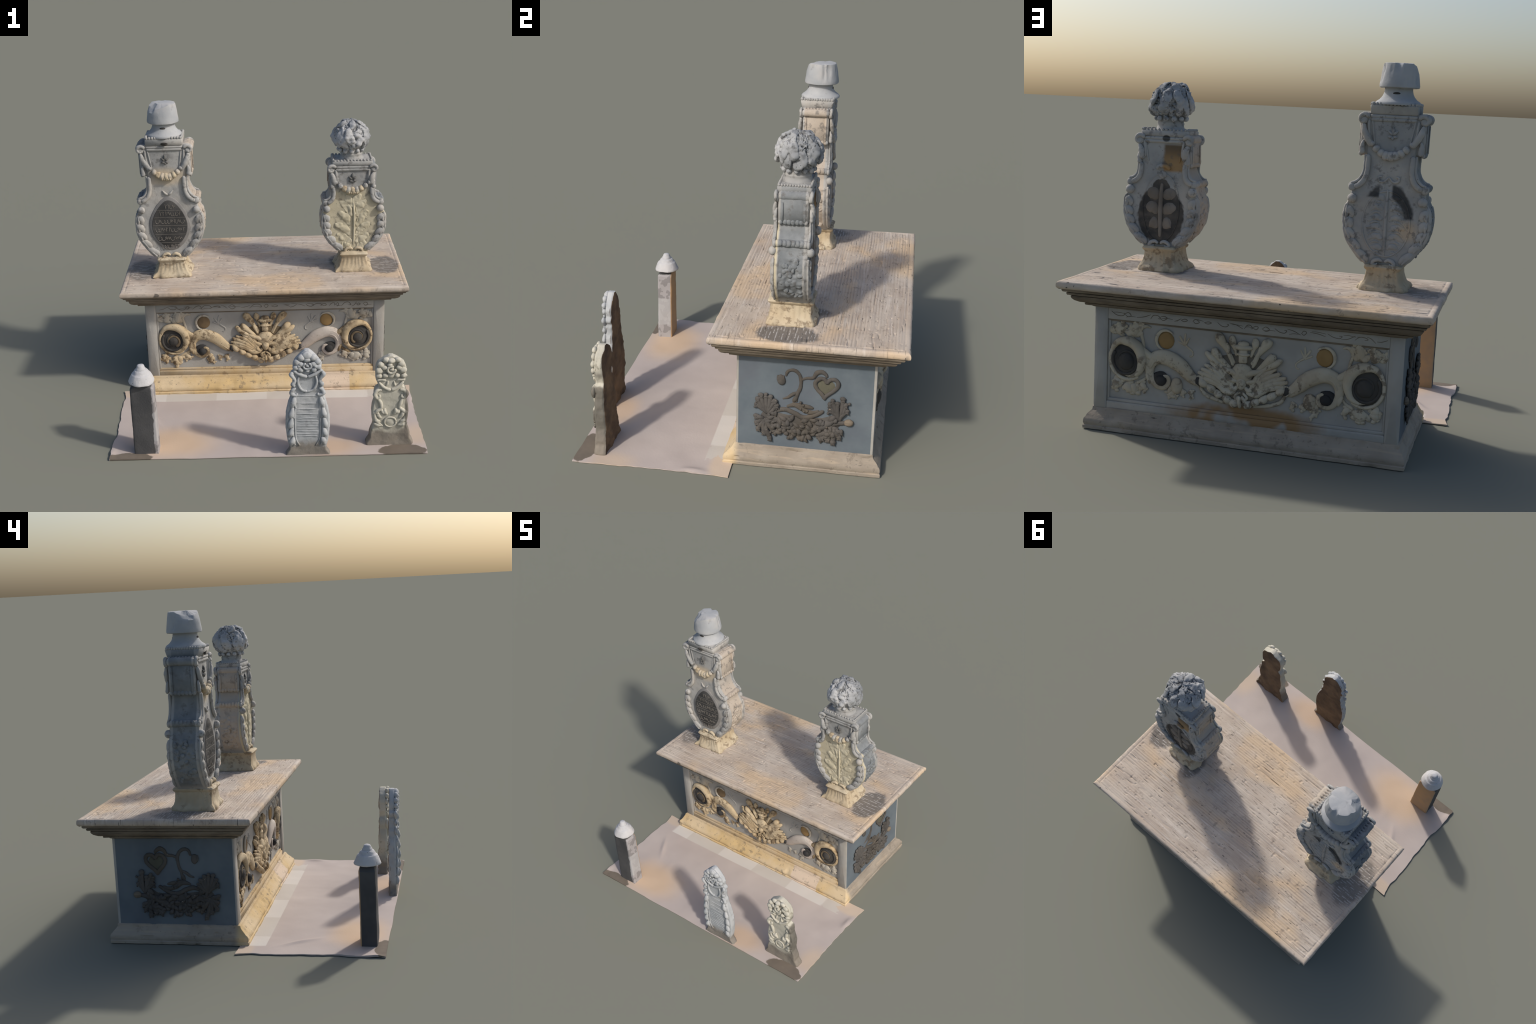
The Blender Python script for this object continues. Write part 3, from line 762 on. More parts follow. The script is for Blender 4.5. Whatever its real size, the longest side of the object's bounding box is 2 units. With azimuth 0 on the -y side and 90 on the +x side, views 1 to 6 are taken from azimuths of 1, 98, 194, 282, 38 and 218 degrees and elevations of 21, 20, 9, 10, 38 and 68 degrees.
def stele(spec):
    S = dict(spec); cx, yf, yb = S['cx'], S['yf'], S['yb']; rnd = random.Random(S['seed'])
    yc = (yf + yb) / 2; g = S['mat']; zs = S['z']; dx = S['dx']
    def side_h(y, Z, sgn):
        bel = np.clip((Z - zs['lip']) / .04, 0, 1) * np.clip((zs['ball'] - .02 - Z) / .03, 0, 1)
        mid = np.clip(1 - np.abs(y - yc) / (.37 * (yb - yf)), 0, 1) ** .3
        P = np.c_[np.full(len(y), sgn * 3.0), y, Z]
        return bel * mid * .009 * (fbm(P, 34, 2, 41 + S['seed']) * .9) + bel * .004 * (np.abs(y - yc) > .36 * (yb - yf)) + .0012 * fbm(P, 20, 3, 3)
    def face(seed):
        def f(x, Z):
            P = np.c_[x, Z, np.full(len(x), seed)]
            h = .0012 * fbm(P, 18, 3, seed)
            return h
        return f
    def lean(V):
        V = np.array(V, float); t = np.clip((V[:, 2] - S['lean'][1]) / (S['lean'][2] - S['lean'][1]), 0, 1)
        V[:, 0] += S['lean'][0] * t * t * (3 - 2 * t)
        t2 = np.clip((V[:, 2] - 1.12) / (S['lean'][3] - 1.12), 0, 1)
        V[:, 1] = yc + (V[:, 1] - yc) * (1 - S['lean'][4] * t2 * (V[:, 2] < S['lean'][3] + .015)); return V
    V, F = body_mesh(cx, yf, yb, S['prof'], 260, face(1), face(2), side_h)
    V = lean(V)
    body = mk('tall_stele' if S['tall'] else 'short_stele', V, F, g, tomb, angle=45)
    par = body
    def put(name, VF, mat='marble', rough=.0010, rf=50, angle=60, side=None):
        return mk(name, VF[0] if name == 'bead' and VF[0][0][2] < .1 else lean(VF[0]), VF[1], mat, par, rough, rf, angle)
    # foot: flaring fluted block with a lip
    fz = [(0.805, .128), (.815, .134), (.832, .128), (.845, .112), (.865, .100), (.89, .092), (.918, .089), (.926, .098), (.936, .103), (.944, .098), (.95, .07)]
    k = S['footk']; rings = []
    for z_, h in fz:
        dy = S['foot_dy'] + .018 * float(np.interp(z_, [.83, .90], [0, 1]))
        p = rect_path(-h * k, h * k, -(h * k + dy), h * k + dy, 36, 36)
        c = np.abs(p[:, 0]) / (h * k) * np.abs(p[:, 1]) / (h * k + dy)
        p = p * (1 - .035 * np.clip(c - .85, 0, 1)[:, None] / .15)
        per = np.arange(len(p))
        fl = .0016 * np.sin(per * 2 * PI / 5.0 + 1.5 * vnoise(np.c_[p * 20, np.full(len(p), 3.0)], 1, 5)) * np.interp(z_, [.80, .84, .86, .915, .92], [0, 0, 1, 1, 0])
        low = .008 * vnoise(np.c_[p * 30, np.full(len(p), z_ * 10)], 1, 9) * np.interp(z_, [.80, .835, .86], [1, 1, 0])
        p = p * (1 + (fl + low)[:, None] / .1)
        rings.append(np.c_[cx + p[:, 0], S['foot_y'] + p[:, 1], np.full(len(p), z_)])
    V, F = loft(rings)
    put('foot', (V, F), 'foot', .0020, 26, 50)
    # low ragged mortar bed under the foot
    a = np.linspace(0, 2 * PI, 60, endpoint=False)
    # side drapes: proud boxes below the shoulders, tassel fringe below
    hwb = S['box_hw']
    for s in (-1, 1):
        x0, x1 = sorted((cx + s * (S['waist'] - .02), cx + s * hwb))
        put('side_drape', rounded_box(x0, x1, yf + .006, yb - .006, zs['drape_lo'], zs['sh'] - .005, .008), g, .0015, 35)
        xx0, xx1 = sorted((cx + s * hwb, cx + s * (hwb + .006)))
        for a0, a1, b0, b1 in ((yf + .02, yf + .034, zs['drape_lo'] + .01, zs['sh'] - .03), (yb - .034, yb - .02, zs['drape_lo'] + .01, zs['sh'] - .03)):
            put('drape_fold', rounded_box(xx0, xx1 , a0, a1, b0, b1, .002), g, .002, 60)
        # fringe at the drape's hem
        for j in range(7):
            y = yf + .022 + j * (yb - yf - .044) / 6
            put('fringe', blob((cx + s * (hwb - .006), y, zs['drape_lo'] + .004), (.011, .015, .016)), g, .002)
        # shoulder roll, ribbed across its top
        put('shoulder_roll', sweep([(cx + s * dx['sh'], y, zs['sh']) for y in np.linspace(yf - .002, yb + .002, 5)], [.024] * 5, (0, 0, 1), 20, 16), g, .0012)
        for j in range(8):
            y = yf + .018 + j * (yb - yf - .036) / 7
            put('roll_rib', sweep([(cx + s * (dx['sh'] - .050), y, zs['sh'] + .018), (cx + s * (dx['sh'] - .012), y, zs['sh'] + .020), (cx + s * (dx['sh'] + .018), y, zs['sh'] + .006)],
                                  [.007, .009, .008], (0, 1, 0), 10, 8), g, .001)
        # scroll roll ending the neck and the bead roll under it
        put('scroll_roll', sweep([(cx + s * dx['sc'], y, zs['sc']) for y in np.linspace(yf - .004, yb + .004, 6)], [.021, .019, .021, .019, .021, .020], (0, 0, 1), 30, 14), g, .002, 40)
        for j in range(6):
            y = yf + .03 + j * (yb - yf - .06) / 5
            put('roll_rib', blob((cx + s * (dx['sc'] + .012), y, zs['sc'] + .004), (.014, .014, .017)), g, .002)
        put('bead_roll', sweep([(cx + s * dx['ball'], y, zs['ball']) for y in np.linspace(yf, yb, 5)], [.016] * 5, (0, 0, 1), 30, 12), g, .003, 60)
        # carved bosses on the belly flank
        for j in range(26):
            z_ = rnd.uniform(zs['lip'] + .05, zs['ball'] - .03); y = rnd.uniform(yf + .035, yb - .035)
            h = float(np.interp(z_, *zip(*S['prof'])))
            put('flank_boss', blob((cx + s * (h - .001), y, z_), (.007, rnd.uniform(.009, .018), rnd.uniform(.009, .018)), 10, 8), g, .003)
    # ornaments repeated on the front and back faces
    for sd, yy in ((-1, yf), (1, yb)):
        def T(VF):
            V = np.asarray(VF[0]); return np.c_[cx + V[:, 0], yy + sd * V[:, 2], V[:, 1]], VF[1]
        for s in (-1, 1):
            # scroll band from under the drape, sweeping out to the roll: a double ridge
            b = [(s * p[0], p[1], .003) for p in S['band']]
            put('scroll_band', T(Panel.tube(b, [.013, .014, .014, .015, .015, .013], .35, .85, 40, 12)), 'marble')
            b2 = [(s * (p[0] + .017), p[1] + .004 * i, .001) for i, p in enumerate(S['band'])]
            put('scroll_band', T(Panel.tube(b2, [.006, .007, .007, .008, .008, .007], .3, .9, 40, 10)), 'marble')
            put('scroll_curl', T(blob((s * dx['sc'], zs['sc'] - .002, .002), (.022, .022, .012))), 'marble')
            put('ball', T(blob((s * dx['ball'], zs['ball'], .010), (.025, .025, .023), 20, 14)), 'marble', .0006)
            # shoulder volute and the leaf hanging from it, tassel outside
            sp = []
            for i in range(14):
                th = PI * (.9 - i * .155); r = .030 * (1 - i / 16)
                sp.append((s * (dx['vol'] + r * math.cos(th)), zs['sh'] - .008 + r * math.sin(th), .004))
            put('shoulder_volute', T(Panel.tube(sp, [.012] * 5 + [.010] * 5 + [.008] * 4, .5, .9, 40, 10)), 'marble')
            put('shoulder_volute', T(blob((s * dx['vol'], zs['sh'] - .012, .002), (.022, .022, .012))), 'marble')
            top, bot = zs['sh'] - .03, S['garl_end'][1]
            put('drape_leaf', T(Panel.tube([(s * dx['vol'], top, .004), (s * (dx['vol'] - .012), top * .6 + bot * .4, .008), (s * (S['garl_end'][0] + .012), bot * .85 + top * .15, .008), (s * S['garl_end'][0], bot, .006)],
                                           [.010, .017, .016, .008], .4, .8, 30, 12)), 'marble', .002)
            put('drape_leaf', T(Panel.tube([(s * (dx['vol'] - .028), top + .02, .003), (s * (dx['vol'] - .034), (top + bot) / 2, .003), (s * (S['garl_end'][0] - .004), bot + .01, .003)],
                                           [.007, .008, .006], .3, .8, 24, 10)), 'marble', .001)
            tz = zs['drape_lo']
            put('tassel', T(Panel.tube([(s * (hwb - .022), tz + .075, .002), (s * (hwb - .016), tz + .05, .004), (s * (hwb - .017), tz + .02, .004), (s * (hwb - .017), tz + .0, .003)],
                                       [.007, .012, .015, .017], .4, .8, 20, 12)), 'marble', .002)
            # leaf border along the belly edge
            n = 5
            span = zs['ball'] - .040 - zs['lip'] - .020
            def ed(z_, ins): return float(np.interp(z_, *zip(*S['prof']))) - ins
            for i in range(n):
                zA = zs['ball'] - .040 - i * span / n; L = span / n
                zz = [zA, zA - L * .35, zA - L * .75, max(zA - L * 1.2, zs['lip'] + .01)]
                inn = [.010, .026 + rnd.uniform(0, .006), .040 + rnd.uniform(0, .006), .030]
                put('border_leaf', T(Panel.tube([(s * ed(z_, k_), z_, .002) for z_, k_ in zip(zz, inn)], [.008, .022, .018, .005], .3, .62, 22, 12)), 'marble', .0025, 34)
                put('border_leaf', T(Panel.tube([(s * ed(z_, k_), z_, .006) for z_, k_ in zip(zz, (.012, .020, .024, .018))], [.004, .008, .009, .004], .9, .8, 18, 8)), 'marble', .0015, 50)
            rimz = np.linspace(zs['ball'] - .03, zs['lip'] + .012, 14)
            put('edge_rim', T(Panel.tube([(s * ed(z_, .008), z_, .001) for z_ in rimz], [.009] * 14, .3, .8, 50, 10)), 'marble', .0022, 40)
            # curls over the foot
            cl = [(s * p[0], zs['lip'] + p[1], .004) for p in ((.005, .018), (.025, .030), (.05, .022), (.058, .006), (.04, .002), (.032, .012))]
            put('foot_curl', T(Panel.tube(cl, [.007, .010, .011, .010, .008, .005], .5, .9, 26, 10)), 'foot' if sd < 0 else 'marble', .001)
        # trapezoid field of the upper block: fillet frame
        tw, bw, zt, zb = S['trap']
        put('frame_fillet', T(Panel.tube([(-tw - .008, zt + .006, 0), (tw + .008, zt + .006, 0)], [.010, .010], .3, .8, 10, 8)), g)
        put('frame_fillet', T(Panel.tube([(-tw - .012, zt + .022, -.002), (tw + .012, zt + .022, -.002)], [.010, .010], .3, .9, 10, 8)), g)
        for s in (-1, 1):
            put('frame_fillet', T(Panel.tube([(s * tw, zt, 0), (s * bw, zb, 0)], [.006, .005], .3, .8, 12, 8)), g)
        # garland of fruit
        if S['tall'] or sd < 0:
            ex, ez = S['garl_end']; low = S['garl_low']
            nb = 9
            for i in range(nb):
                t = i / (nb - 1) * 2 - 1
                r = .014 + .011 * (1 - abs(t)) ** .6
                u, v = t * ex, low + r * .9 + (ez - low) * abs(t) ** 1.9
                put('garland_fruit', T(blob((u, v, .012), (r * 1.1, r, r * 1.0), 14, 10, rnd.uniform(0, 2))), 'foot' if (sd < 0 and 1 < i < 7 and i % 2 == 0) else g, .003, 60)
            for i in range(-2, 3):
                put('garland_leaf', T(Panel.tube([(i * .011, low + .030 - abs(i) * .002, .020), (i * .013, low + .012, .026), (i * .010, low + .0 + abs(i) * .003, .016)], [.004, .007, .004], .4, .9, 12, 8)), 'foot' if sd < 0 else g, .001)
        else:
            for k_ in (0, 1):
                arc = [(.038 * math.cos(a) + -.002, S['garl_low'] + .006 + .028 * math.sin(a), .002) for a in np.linspace(.05 * PI, .95 * PI, 7)]
            put('crest', T(Panel.tube(arc, [.009, .012, .012, .013, .012, .012, .009], .4, .9, 24, 10)), g)
        # fleur in the trapezoid
        fz_ = (zt + zb) / 2 - .004
        fm = 'flower' if sd < 0 else g
        if S['tall'] or sd < 0:
            pet = [((0, .0), (0, .040)), ((0, -.005), (.026, .016)), ((0, -.005), (-.026, .016)), ((0, -.012), (.026, -.016)), ((0, -.012), (-.026, -.016)), ((0, -.012), (0, -.030))]
            for p0, p1 in pet:
                put('fleur_petal', T(Panel.tube([(p0[0], fz_ + p0[1], .001), ((p0[0] + p1[0]) / 2, fz_ + (p0[1] + p1[1]) / 2, .004), (p1[0], fz_ + p1[1], .001)], [.004, .008, .003], .4, .8, 12, 8)), fm, .001)
    # top plate and its beads
    pl = S['plate']
    put('top_plate', rounded_box(cx - pl[0], cx + pl[0], yc - pl[1], yc + pl[1], pl[2], pl[3], .007), S.get('plate_mat', g), .0018, 40)
    bead = None; bead_n = S['beads']; br = .0095
    for side in range(4):
        n = bead_n
        for j in range(n):
            t = -1 + 2 * (j + .5) / n
            if side < 2: c = (cx + t * (pl[0] - .004), yc + (-1 if side == 0 else 1) * (pl[1] - .007), pl[3] + .002)
            else: c = (cx + (-1 if side == 2 else 1) * (pl[0] - .007), yc + t * (pl[1] - .004), pl[3] + .002)
            if bead is None:
                bead = put('bead', blob((0, 0, 0), (br, br, br * 1.1), 12, 8), 'marble', 0); ob = bead
            else:
                ob = bead.copy(); bpy.context.scene.collection.objects.link(ob); attach(ob, par)
            ob.location = lean(np.array([c]))[0]; ob.scale = [rnd.uniform(.8, 1.1) * S['bead_k']] * 3
    return body, put, cx, yc, g, rnd

TALL = dict(tall=True, seed=3, cx=-.630, lean=(-.009, 1.30, 1.75, 1.74, .08), yf=.157, yb=.343, mat='tall', foot_dy=.010, footk=.98, foot_y=.250,
    z=dict(lip=.945, ball=1.290, sc=1.352, sh=1.713, drape_lo=1.525), dx=dict(sh=.168, sc=.190, ball=.186, vol=.158),
    box_hw=.170, waist=.128,
    prof=[(.940, .098), (.955, .115), (.985, .147), (1.016, .171), (1.045, .193), (1.075, .211), (1.115, .225), (1.15, .231), (1.2, .233), (1.245, .226), (1.275, .212),
          (1.30, .198), (1.345, .196), (1.365, .186), (1.385, .168), (1.41, .152), (1.436, .142), (1.47, .133), (1.505, .129), (1.60, .130), (1.70, .150), (1.715, .152), (1.738, .150)],
    band=[(.118, 1.525), (.116, 1.48), (.118, 1.43), (.131, 1.39), (.155, 1.363), (.182, 1.350)],
    garl_end=(.104, 1.568), garl_low=1.497, trap=(.112, .092, 1.700, 1.575), plate=(.125, .104, 1.732, 1.784), beads=13, bead_k=1.0)
body, put, cx, yc, g, rnd = stele(TALL)
# neck and truncated, broken cap
V, F = lathe([(.119, 1.784), (.121, 1.792), (.114, 1.801), (.098, 1.811), (.085, 1.826), (.077, 1.842), (.0735, 1.86), (.073, 1.885)], (cx - .003, yc + .008))
put('neck', (V, F), 'cap', .0008, 20)
cap_c = (cx - .006, yc + .012)
capp = [(.07, 1.874), (.099, 1.871), (.105, 1.875), (.106, 1.884), (.104, 1.90), (.101, 1.92), (.098, 1.945), (.095, 1.965), (.092, 1.985), (.089, 1.996), (.080, 1.999), (.045, 2.0), (.02, 2.0)]
V, F = lathe(capp, (cx, yc), 96)
ang = np.arctan2(V[:, 1] - yc, V[:, 0] - cx); rr = np.hypot(V[:, 0] - cx, V[:, 1] - yc)
hi = np.clip((V[:, 2] - 1.945) / .05, 0, 1)
low = np.clip(np.cos(ang + 2.3) - .25, 0, 1) * hi          # front-left of the crown has broken away
V[:, 2] -= low * .034 * np.clip((rr - .045) / .03, 0, 1)
V[:, :2] = np.array([cx, yc]) + (V[:, :2] - [cx, yc]) * (1 - .10 * low)[:, None]
chip = np.clip(vnoise(np.c_[V[:, 0], V[:, 1], V[:, 2]], 30, 8) - .15, 0, 1) * (hi + .25 * np.clip((V[:, 2] - 1.88) / .02, 0, 1))
V[:, :2] = np.array([cx, yc]) + (V[:, :2] - [cx, yc]) * (1 - .16 * np.round(chip * 4) / 4 - .10 * chip)[:, None]
notch = np.exp(-((ang - .25) / .10) ** 2) * np.clip((V[:, 2] - 1.90) / .02, 0, 1) + np.exp(-((ang - 2.75) / .16) ** 2) * np.clip((V[:, 2] - 1.89) / .02, 0, 1)
V[:, :2] = np.array([cx, yc]) + (V[:, :2] - [cx, yc]) * (1 - .09 * notch)[:, None]
V[:, :2] += np.array(cap_c) - [cx, yc]
put('turban_cap', (V, F), 'cap', .0012, 22, 40)
for sd in (-1, 1):
    put('socket_hole', blob((cx - .003, yc + .008 + sd * .0745, 1.842), (.020, .006, .008)), 'black', 0)
put('soot', blob((cx + .005, yc - .114, 1.748), (.024, .006, .013)), 'black', .001)

# inscription plaque on the front of the tall stele
yf = TALL['yf']
def pointed(k, n=72):
    pts = []
    for i in range(n):
        a = 2 * PI * i / n
        x = .139 * math.sin(a); z = math.cos(a)
        zz = 1.178 + (.205 * z if z > 0 else .180 * z)
        x *= (1 - .30 * max(0, z) ** 1.6) if z > 0 else 1 - .10 * z * z
        pts.append((cx + k * x, zz * k + (1 - k) * 1.178))
    return np.array(pts)
def plate(k, y0, y1, bev=.004):
    A, B = pointed(k), pointed(k - .03)
    return loft([np.c_[A[:, 0], np.full(len(A), y1), A[:, 1]], np.c_[A[:, 0], np.full(len(A), y0 + bev), A[:, 1]], np.c_[B[:, 0], np.full(len(A), y0), B[:, 1]]])
put('plaque_rim', plate(1.0, yf - .006, yf + .004), 'plaquerim', .0008, 60)
plq = put('inscription_plaque', plate(.88, yf - .0085, yf + .003), 'plaque', .0005, 60, 40)
for i, z_ in enumerate((1.055, 1.115, 1.178, 1.235, 1.285)):
    ws = [p[0] - cx for p in pointed(.86) if abs(p[1] - z_) < .015]
    h = max(ws) - .004
    put('ruled_line', sweep([(cx - h, yf - .0085, z_), (cx + h, yf - .0085, z_)], [.0013, .0013], (0, 1, 0), 10, 6), 'script', 0)
r2 = random.Random(99)
for row, (z_, h) in enumerate(((1.027, .060), (1.085, .085), (1.147, .098), (1.207, .098), (1.260, .075), (1.310, .038))):
    u = -h
    while u < h - .012:
        L = r2.uniform(.018, .034); kind = r2.random()
        if kind < .4:
            pts = [(u, z_ + .012), (u + L * .2, z_ - .010), (u + L * .6, z_ - .014), (u + L, z_ + .002), (u + L * .8, z_ + .010)]
        elif kind < .7:
            pts = [(u, z_), (u + L * .3, z_ + .014), (u + L * .5, z_ - .006), (u + L * .75, z_ + .008), (u + L, z_ - .004)]
        else:
            pts = [(u + L * .4, z_ + .020), (u + L * .5, z_), (u + L * .45, z_ - .014)]
            put('script_stroke', blob((cx + u + L * .75, yf - .0085, z_ + .012), (.0028, .0022, .0028), 8, 6), 'script', 0)
        put('script_stroke', sweep([(cx + a, yf - .0085, b) for a, b in pts], list(np.interp(np.linspace(0, 1, len(pts)), [0, .5, 1], [.0012, .0024, .0012])), (0, 1, 0), 16, 6), 'script', 0)
        u += L * .8
put('leaf_sprig', sweep([(cx - .035, yf - .002, 1.425), (cx - .018, yf - .006, 1.405), (cx, yf - .004, 1.395)], [.004, .008, .005], (0, 1, 0), 12, 8), g)
put('leaf_sprig', sweep([(cx + .035, yf - .002, 1.425), (cx + .018, yf - .006, 1.405), (cx, yf - .004, 1.395)], [.004, .008, .005], (0, 1, 0), 12, 8), g)
# back of the tall stele: oval line, veined leaf in low relief
yb = TALL['yb']
def oval(yy, cz, rx, rz, rad, mat, name='oval_line', tip=0):
    c = [(cx + rx * math.sin(a), yy, cz + rz * math.cos(a)) for a in np.linspace(0, 2 * PI, 40, endpoint=False)]
    V, F = sweep(c, [rad] * 40, (0, 1, 0), 90, 8, .8, True); put(name, (V, F), mat, 0)
oval(yb, 1.165, .125, .172, .0045, g)
put('leaf_midrib', sweep([(cx, yb, 1.345), (cx + .003, yb + .002, 1.17), (cx, yb, .995)], [.006, .009, .005], (0, 1, 0), 20, 10), g)
for s in (-1, 1):
    for i in range(6):
        z_ = 1.30 - i * .052; w = .105 * math.sqrt(max(.05, 1 - ((z_ - 1.165) / .19) ** 2))
        put('relief_lobe', sweep([(cx + s * .014, yb - .002, z_ - .012), (cx + s * w * .5, yb - .001, z_ + r2.uniform(0, .012)), (cx + s * w, yb - .003, z_ - r2.uniform(0, .02))], [.010, .017, .009], (0, 1, 0), 16, 10, .45), g, .003, 70)
        put('relief_lobe', sweep([(cx + s * .03, yb - .001, z_ - .026), (cx + s * w * .6, yb, z_ - .022), (cx + s * w * .9, yb - .002, z_ - .04)], [.005, .006, .004], (0, 1, 0), 12, 8, .7), g, .002, 70)
    put('crest_curl', sweep([(cx + s * p[0], yb + .002, p[1]) for p in ((.0, 1.41), (.025, 1.385), (.05, 1.39), (.052, 1.41), (.036, 1.412))], [.004, .006, .007, .006, .004], (0, 1, 0), 22, 8), g)

SHORT = dict(tall=False, seed=8, cx=.622, lean=(-.009, 1.18, 1.42, 1.58, .06), yf=.183, yb=.360, mat='short', foot_dy=.010, footk=.95, foot_y=.264,
    z=dict(lip=.945, ball=1.257, sc=1.300, sh=1.540, drape_lo=1.400), dx=dict(sh=.138, sc=.186, ball=.182, vol=.142),
    box_hw=.156, waist=.128,
    prof=[(.940, .094), (.955, .108), (.985, .144), (1.020, .175), (1.05, .194), (1.085, .210), (1.12, .218), (1.16, .221), (1.2, .219), (1.235, .207), (1.26, .197),
          (1.30, .192), (1.315, .178), (1.335, .160), (1.36, .146), (1.39, .138), (1.42, .136), (1.53, .142), (1.56, .140)],
    band=[(.130, 1.41), (.128, 1.385), (.129, 1.355), (.137, 1.328), (.155, 1.308), (.180, 1.298)],
    garl_end=(.112, 1.430), garl_low=1.362, trap=(.108, .090, 1.522, 1.415), plate=(.136, .096, 1.552, 1.590), beads=12, bead_k=.75)
body, put, cx, yc, g, rnd = stele(SHORT)
V, F = lathe([(.085, 1.588), (.078, 1.597), (.074, 1.606), (.0725, 1.617), (.075, 1.622), (.074, 1.628), (.071, 1.634), (.070, 1.68)], (cx - .002, yc), 40)
put('neck', (V, F), 'marble', .001, 30)
# leafy ball finial
bc = (cx - .006, yc + .002, 1.738); RX, RZ = .108, .104
a = np.linspace(0, 2 * PI, 160, endpoint=False); rings = []
for i in range(1, 90):
    ph = PI * i / 90; d = np.c_[np.sin(ph) * np.cos(a), np.sin(ph) * np.sin(a), np.full(160, np.cos(ph))]
    lo = -.88
    dz = np.maximum(d[:, 2], lo)
    n1 = fbm(d * np.array([1, 1, .7]), 4.5, 3, 6)
    ridge = 1 - np.abs(n1) * 2.2
    veins = np.abs(np.sin(a * 8 + 2.5 * dz + 2 * n1)) * np.sin(ph)
    rr = 1 + .06 * ridge + .03 * veins + .05 * fbm(d, 9, 3, 12) - .09 * np.clip(fbm(d, 13, 2, 19) - .30, 0, 1) * 3
    rings.append(np.c_[bc[0] + RX * rr * d[:, 0], bc[1] + RX * rr * d[:, 1], bc[2] + RZ * rr * dz])
put('leaf_ball', loft(rings), 'finial', .001, 60)
for tier, (n, ph0, ph1, w) in enumerate(((8, .75, 1.95, .030), (9, 1.25, 2.2, .027), (5, .15, .95, .022))):
    for i in range(n):
        th = 2 * PI * (i + .5 * tier) / n - PI / 2 + rnd.uniform(-.16, .16); wig = rnd.uniform(-.5, .5); tall_ = rnd.uniform(.85, 1.1)
        C, R = [], []
        for j in range(6):
            t = j / 5; ph = ph0 + (ph1 - ph0) * t * tall_
            e = 1.0 + .06 * math.sin(t * PI) + (.10 if j == 5 else .04 * t)
            tt = th + wig * math.sin(t * PI * 1.3) * .5
            C.append((bc[0] + RX * e * math.sin(ph) * math.cos(tt), bc[1] + RX * e * math.sin(ph) * math.sin(tt), bc[2] + RZ * e * math.cos(ph)))
            R.append(w * float(np.interp(t, [0, .3, .6, .85, 1], [.3, .75, .95, .8, .45])))
        up = (math.cos(th), math.sin(th), .35)
        V, F = sweep(C, R, up, 26, 16, .42)
        put('acanthus_leaf', (V, F), 'finial', .008, 34)
for i in range(12):
    th = 2 * PI * i / 12
    put('bead', blob((bc[0] + .082 * math.cos(th), bc[1] + .082 * math.sin(th), 1.652), (.015, .015, .015), 12, 8), 'finial', .002)
# cream relief on the front, sooty leaf on the back
yf, yb = SHORT['yf'], SHORT['yb']
put('relief_stem', sweep([(cx, yf, 1.33), (cx + .004, yf - .003, 1.20), (cx, yf, .985)], [.005, .009, .005], (0, 1, 0), 24, 12), 'cream', .002)
for s in (-1, 1):
    for p in (((.02, 1.13), (.055, 1.20), (.105, 1.235)), ((.015, 1.06), (.07, 1.12), (.125, 1.15)), ((.012, 1.01), (.06, 1.045), (.115, 1.075)),
              ((.02, 1.20), (.045, 1.275), (.085, 1.315)), ((.01, 1.27), (.03, 1.32), (.05, 1.35)), ((.02, .995), (.05, .99), (.08, 1.02))):
        C = [(cx + s * q[0] + rnd.uniform(-.006, .006), yf - .001, q[1]) for q in p]
        put('relief_leaf', sweep(C, [.010, .027, .010], (0, 1, 0), 26, 18, .16), 'cream', .006, 28)
    for i in range(3):
        z_ = 1.245 - i * .080; w = .088 if i < 2 else .066
        put('relief_leaf', sweep([(cx + s * .016, yb - .002, z_ - .035), (cx + s * .045, yb, z_ - .006), (cx + s * w, yb - .002, z_ + .004)], [.014, .034, .020], (0, 1, 0), 16, 12, .25), 'sootleaf', .003, 40)
put('relief_stem', sweep([(cx, yb, 1.30), (cx, yb + .003, 1.15), (cx, yb, 1.0)], [.010, .013, .008], (0, 1, 0), 20, 10), 'sootleaf', .002)
oval(yb, 1.162, .106, .19, .004, g)
put('crest', blob((cx, yb + .002, 1.345), (.024, .008, .022)), g, .001)

# ------------------------------------------------------------------ small headstones
def small_headstone(name, label, cx, yf, yb, prof, mat, seed, deep):
    root = empty(name, (cx, (yf + yb) / 2, 0), label, 'headstone')
    zt = prof[-1][0]
    def fh(x, Z):
        P = np.c_[x, Z, np.full(len(x), seed)]
        return .0020 * fbm(P, 16, 3, seed)
    def bh(x, Z):
        P = np.c_[x, Z, np.full(len(x), seed + 3)]
        return .0045 * fbm(P, 26, 3, seed + 7)
    def sh(y, Z, s):
        return .0025 * fbm(np.c_[np.full(len(y), s * 1.0 + seed), y, Z], 30, 2, seed)
    V, F = body_mesh(cx, yf, yb, prof, 170, fh, bh, sh, .010, 56, 14, 1.2)
    back = (V[:, 1] - yf) / (yb - yf)
    V[:, 1] += back * (deep * np.clip(1 - V[:, 2] / .4, 0, 1) - .006 * np.clip((V[:, 2] - .4) / .2, 0, 1)) + (1 - back) * .006 * np.clip((V[:, 2] - .4) / .2, 0, 1)
    ob = mk('headstone_body', V, F, mat, root, angle=50)
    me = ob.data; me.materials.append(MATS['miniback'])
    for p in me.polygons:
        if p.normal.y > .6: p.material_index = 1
    def put(nm, pts, rad, lift=.3, flat=.8, n=18, seg=10, m=None, rough=.0015):
        V, F = Panel.tube(pts, rad, lift, flat, n, seg)
        return mk(nm, np.c_[cx + V[:, 0], yf - V[:, 2], V[:, 1]], F, m or mat, root, rough, 50, 60)
    def lump(nm, c, r, rot=0, rough=.002):
        V, F = blob(c, r, 14, 10, rot)
        return mk(nm, np.c_[cx + V[:, 0], yf - V[:, 2], V[:, 1]], F, mat, root, rough, 50, 60)
    return root, put, lump

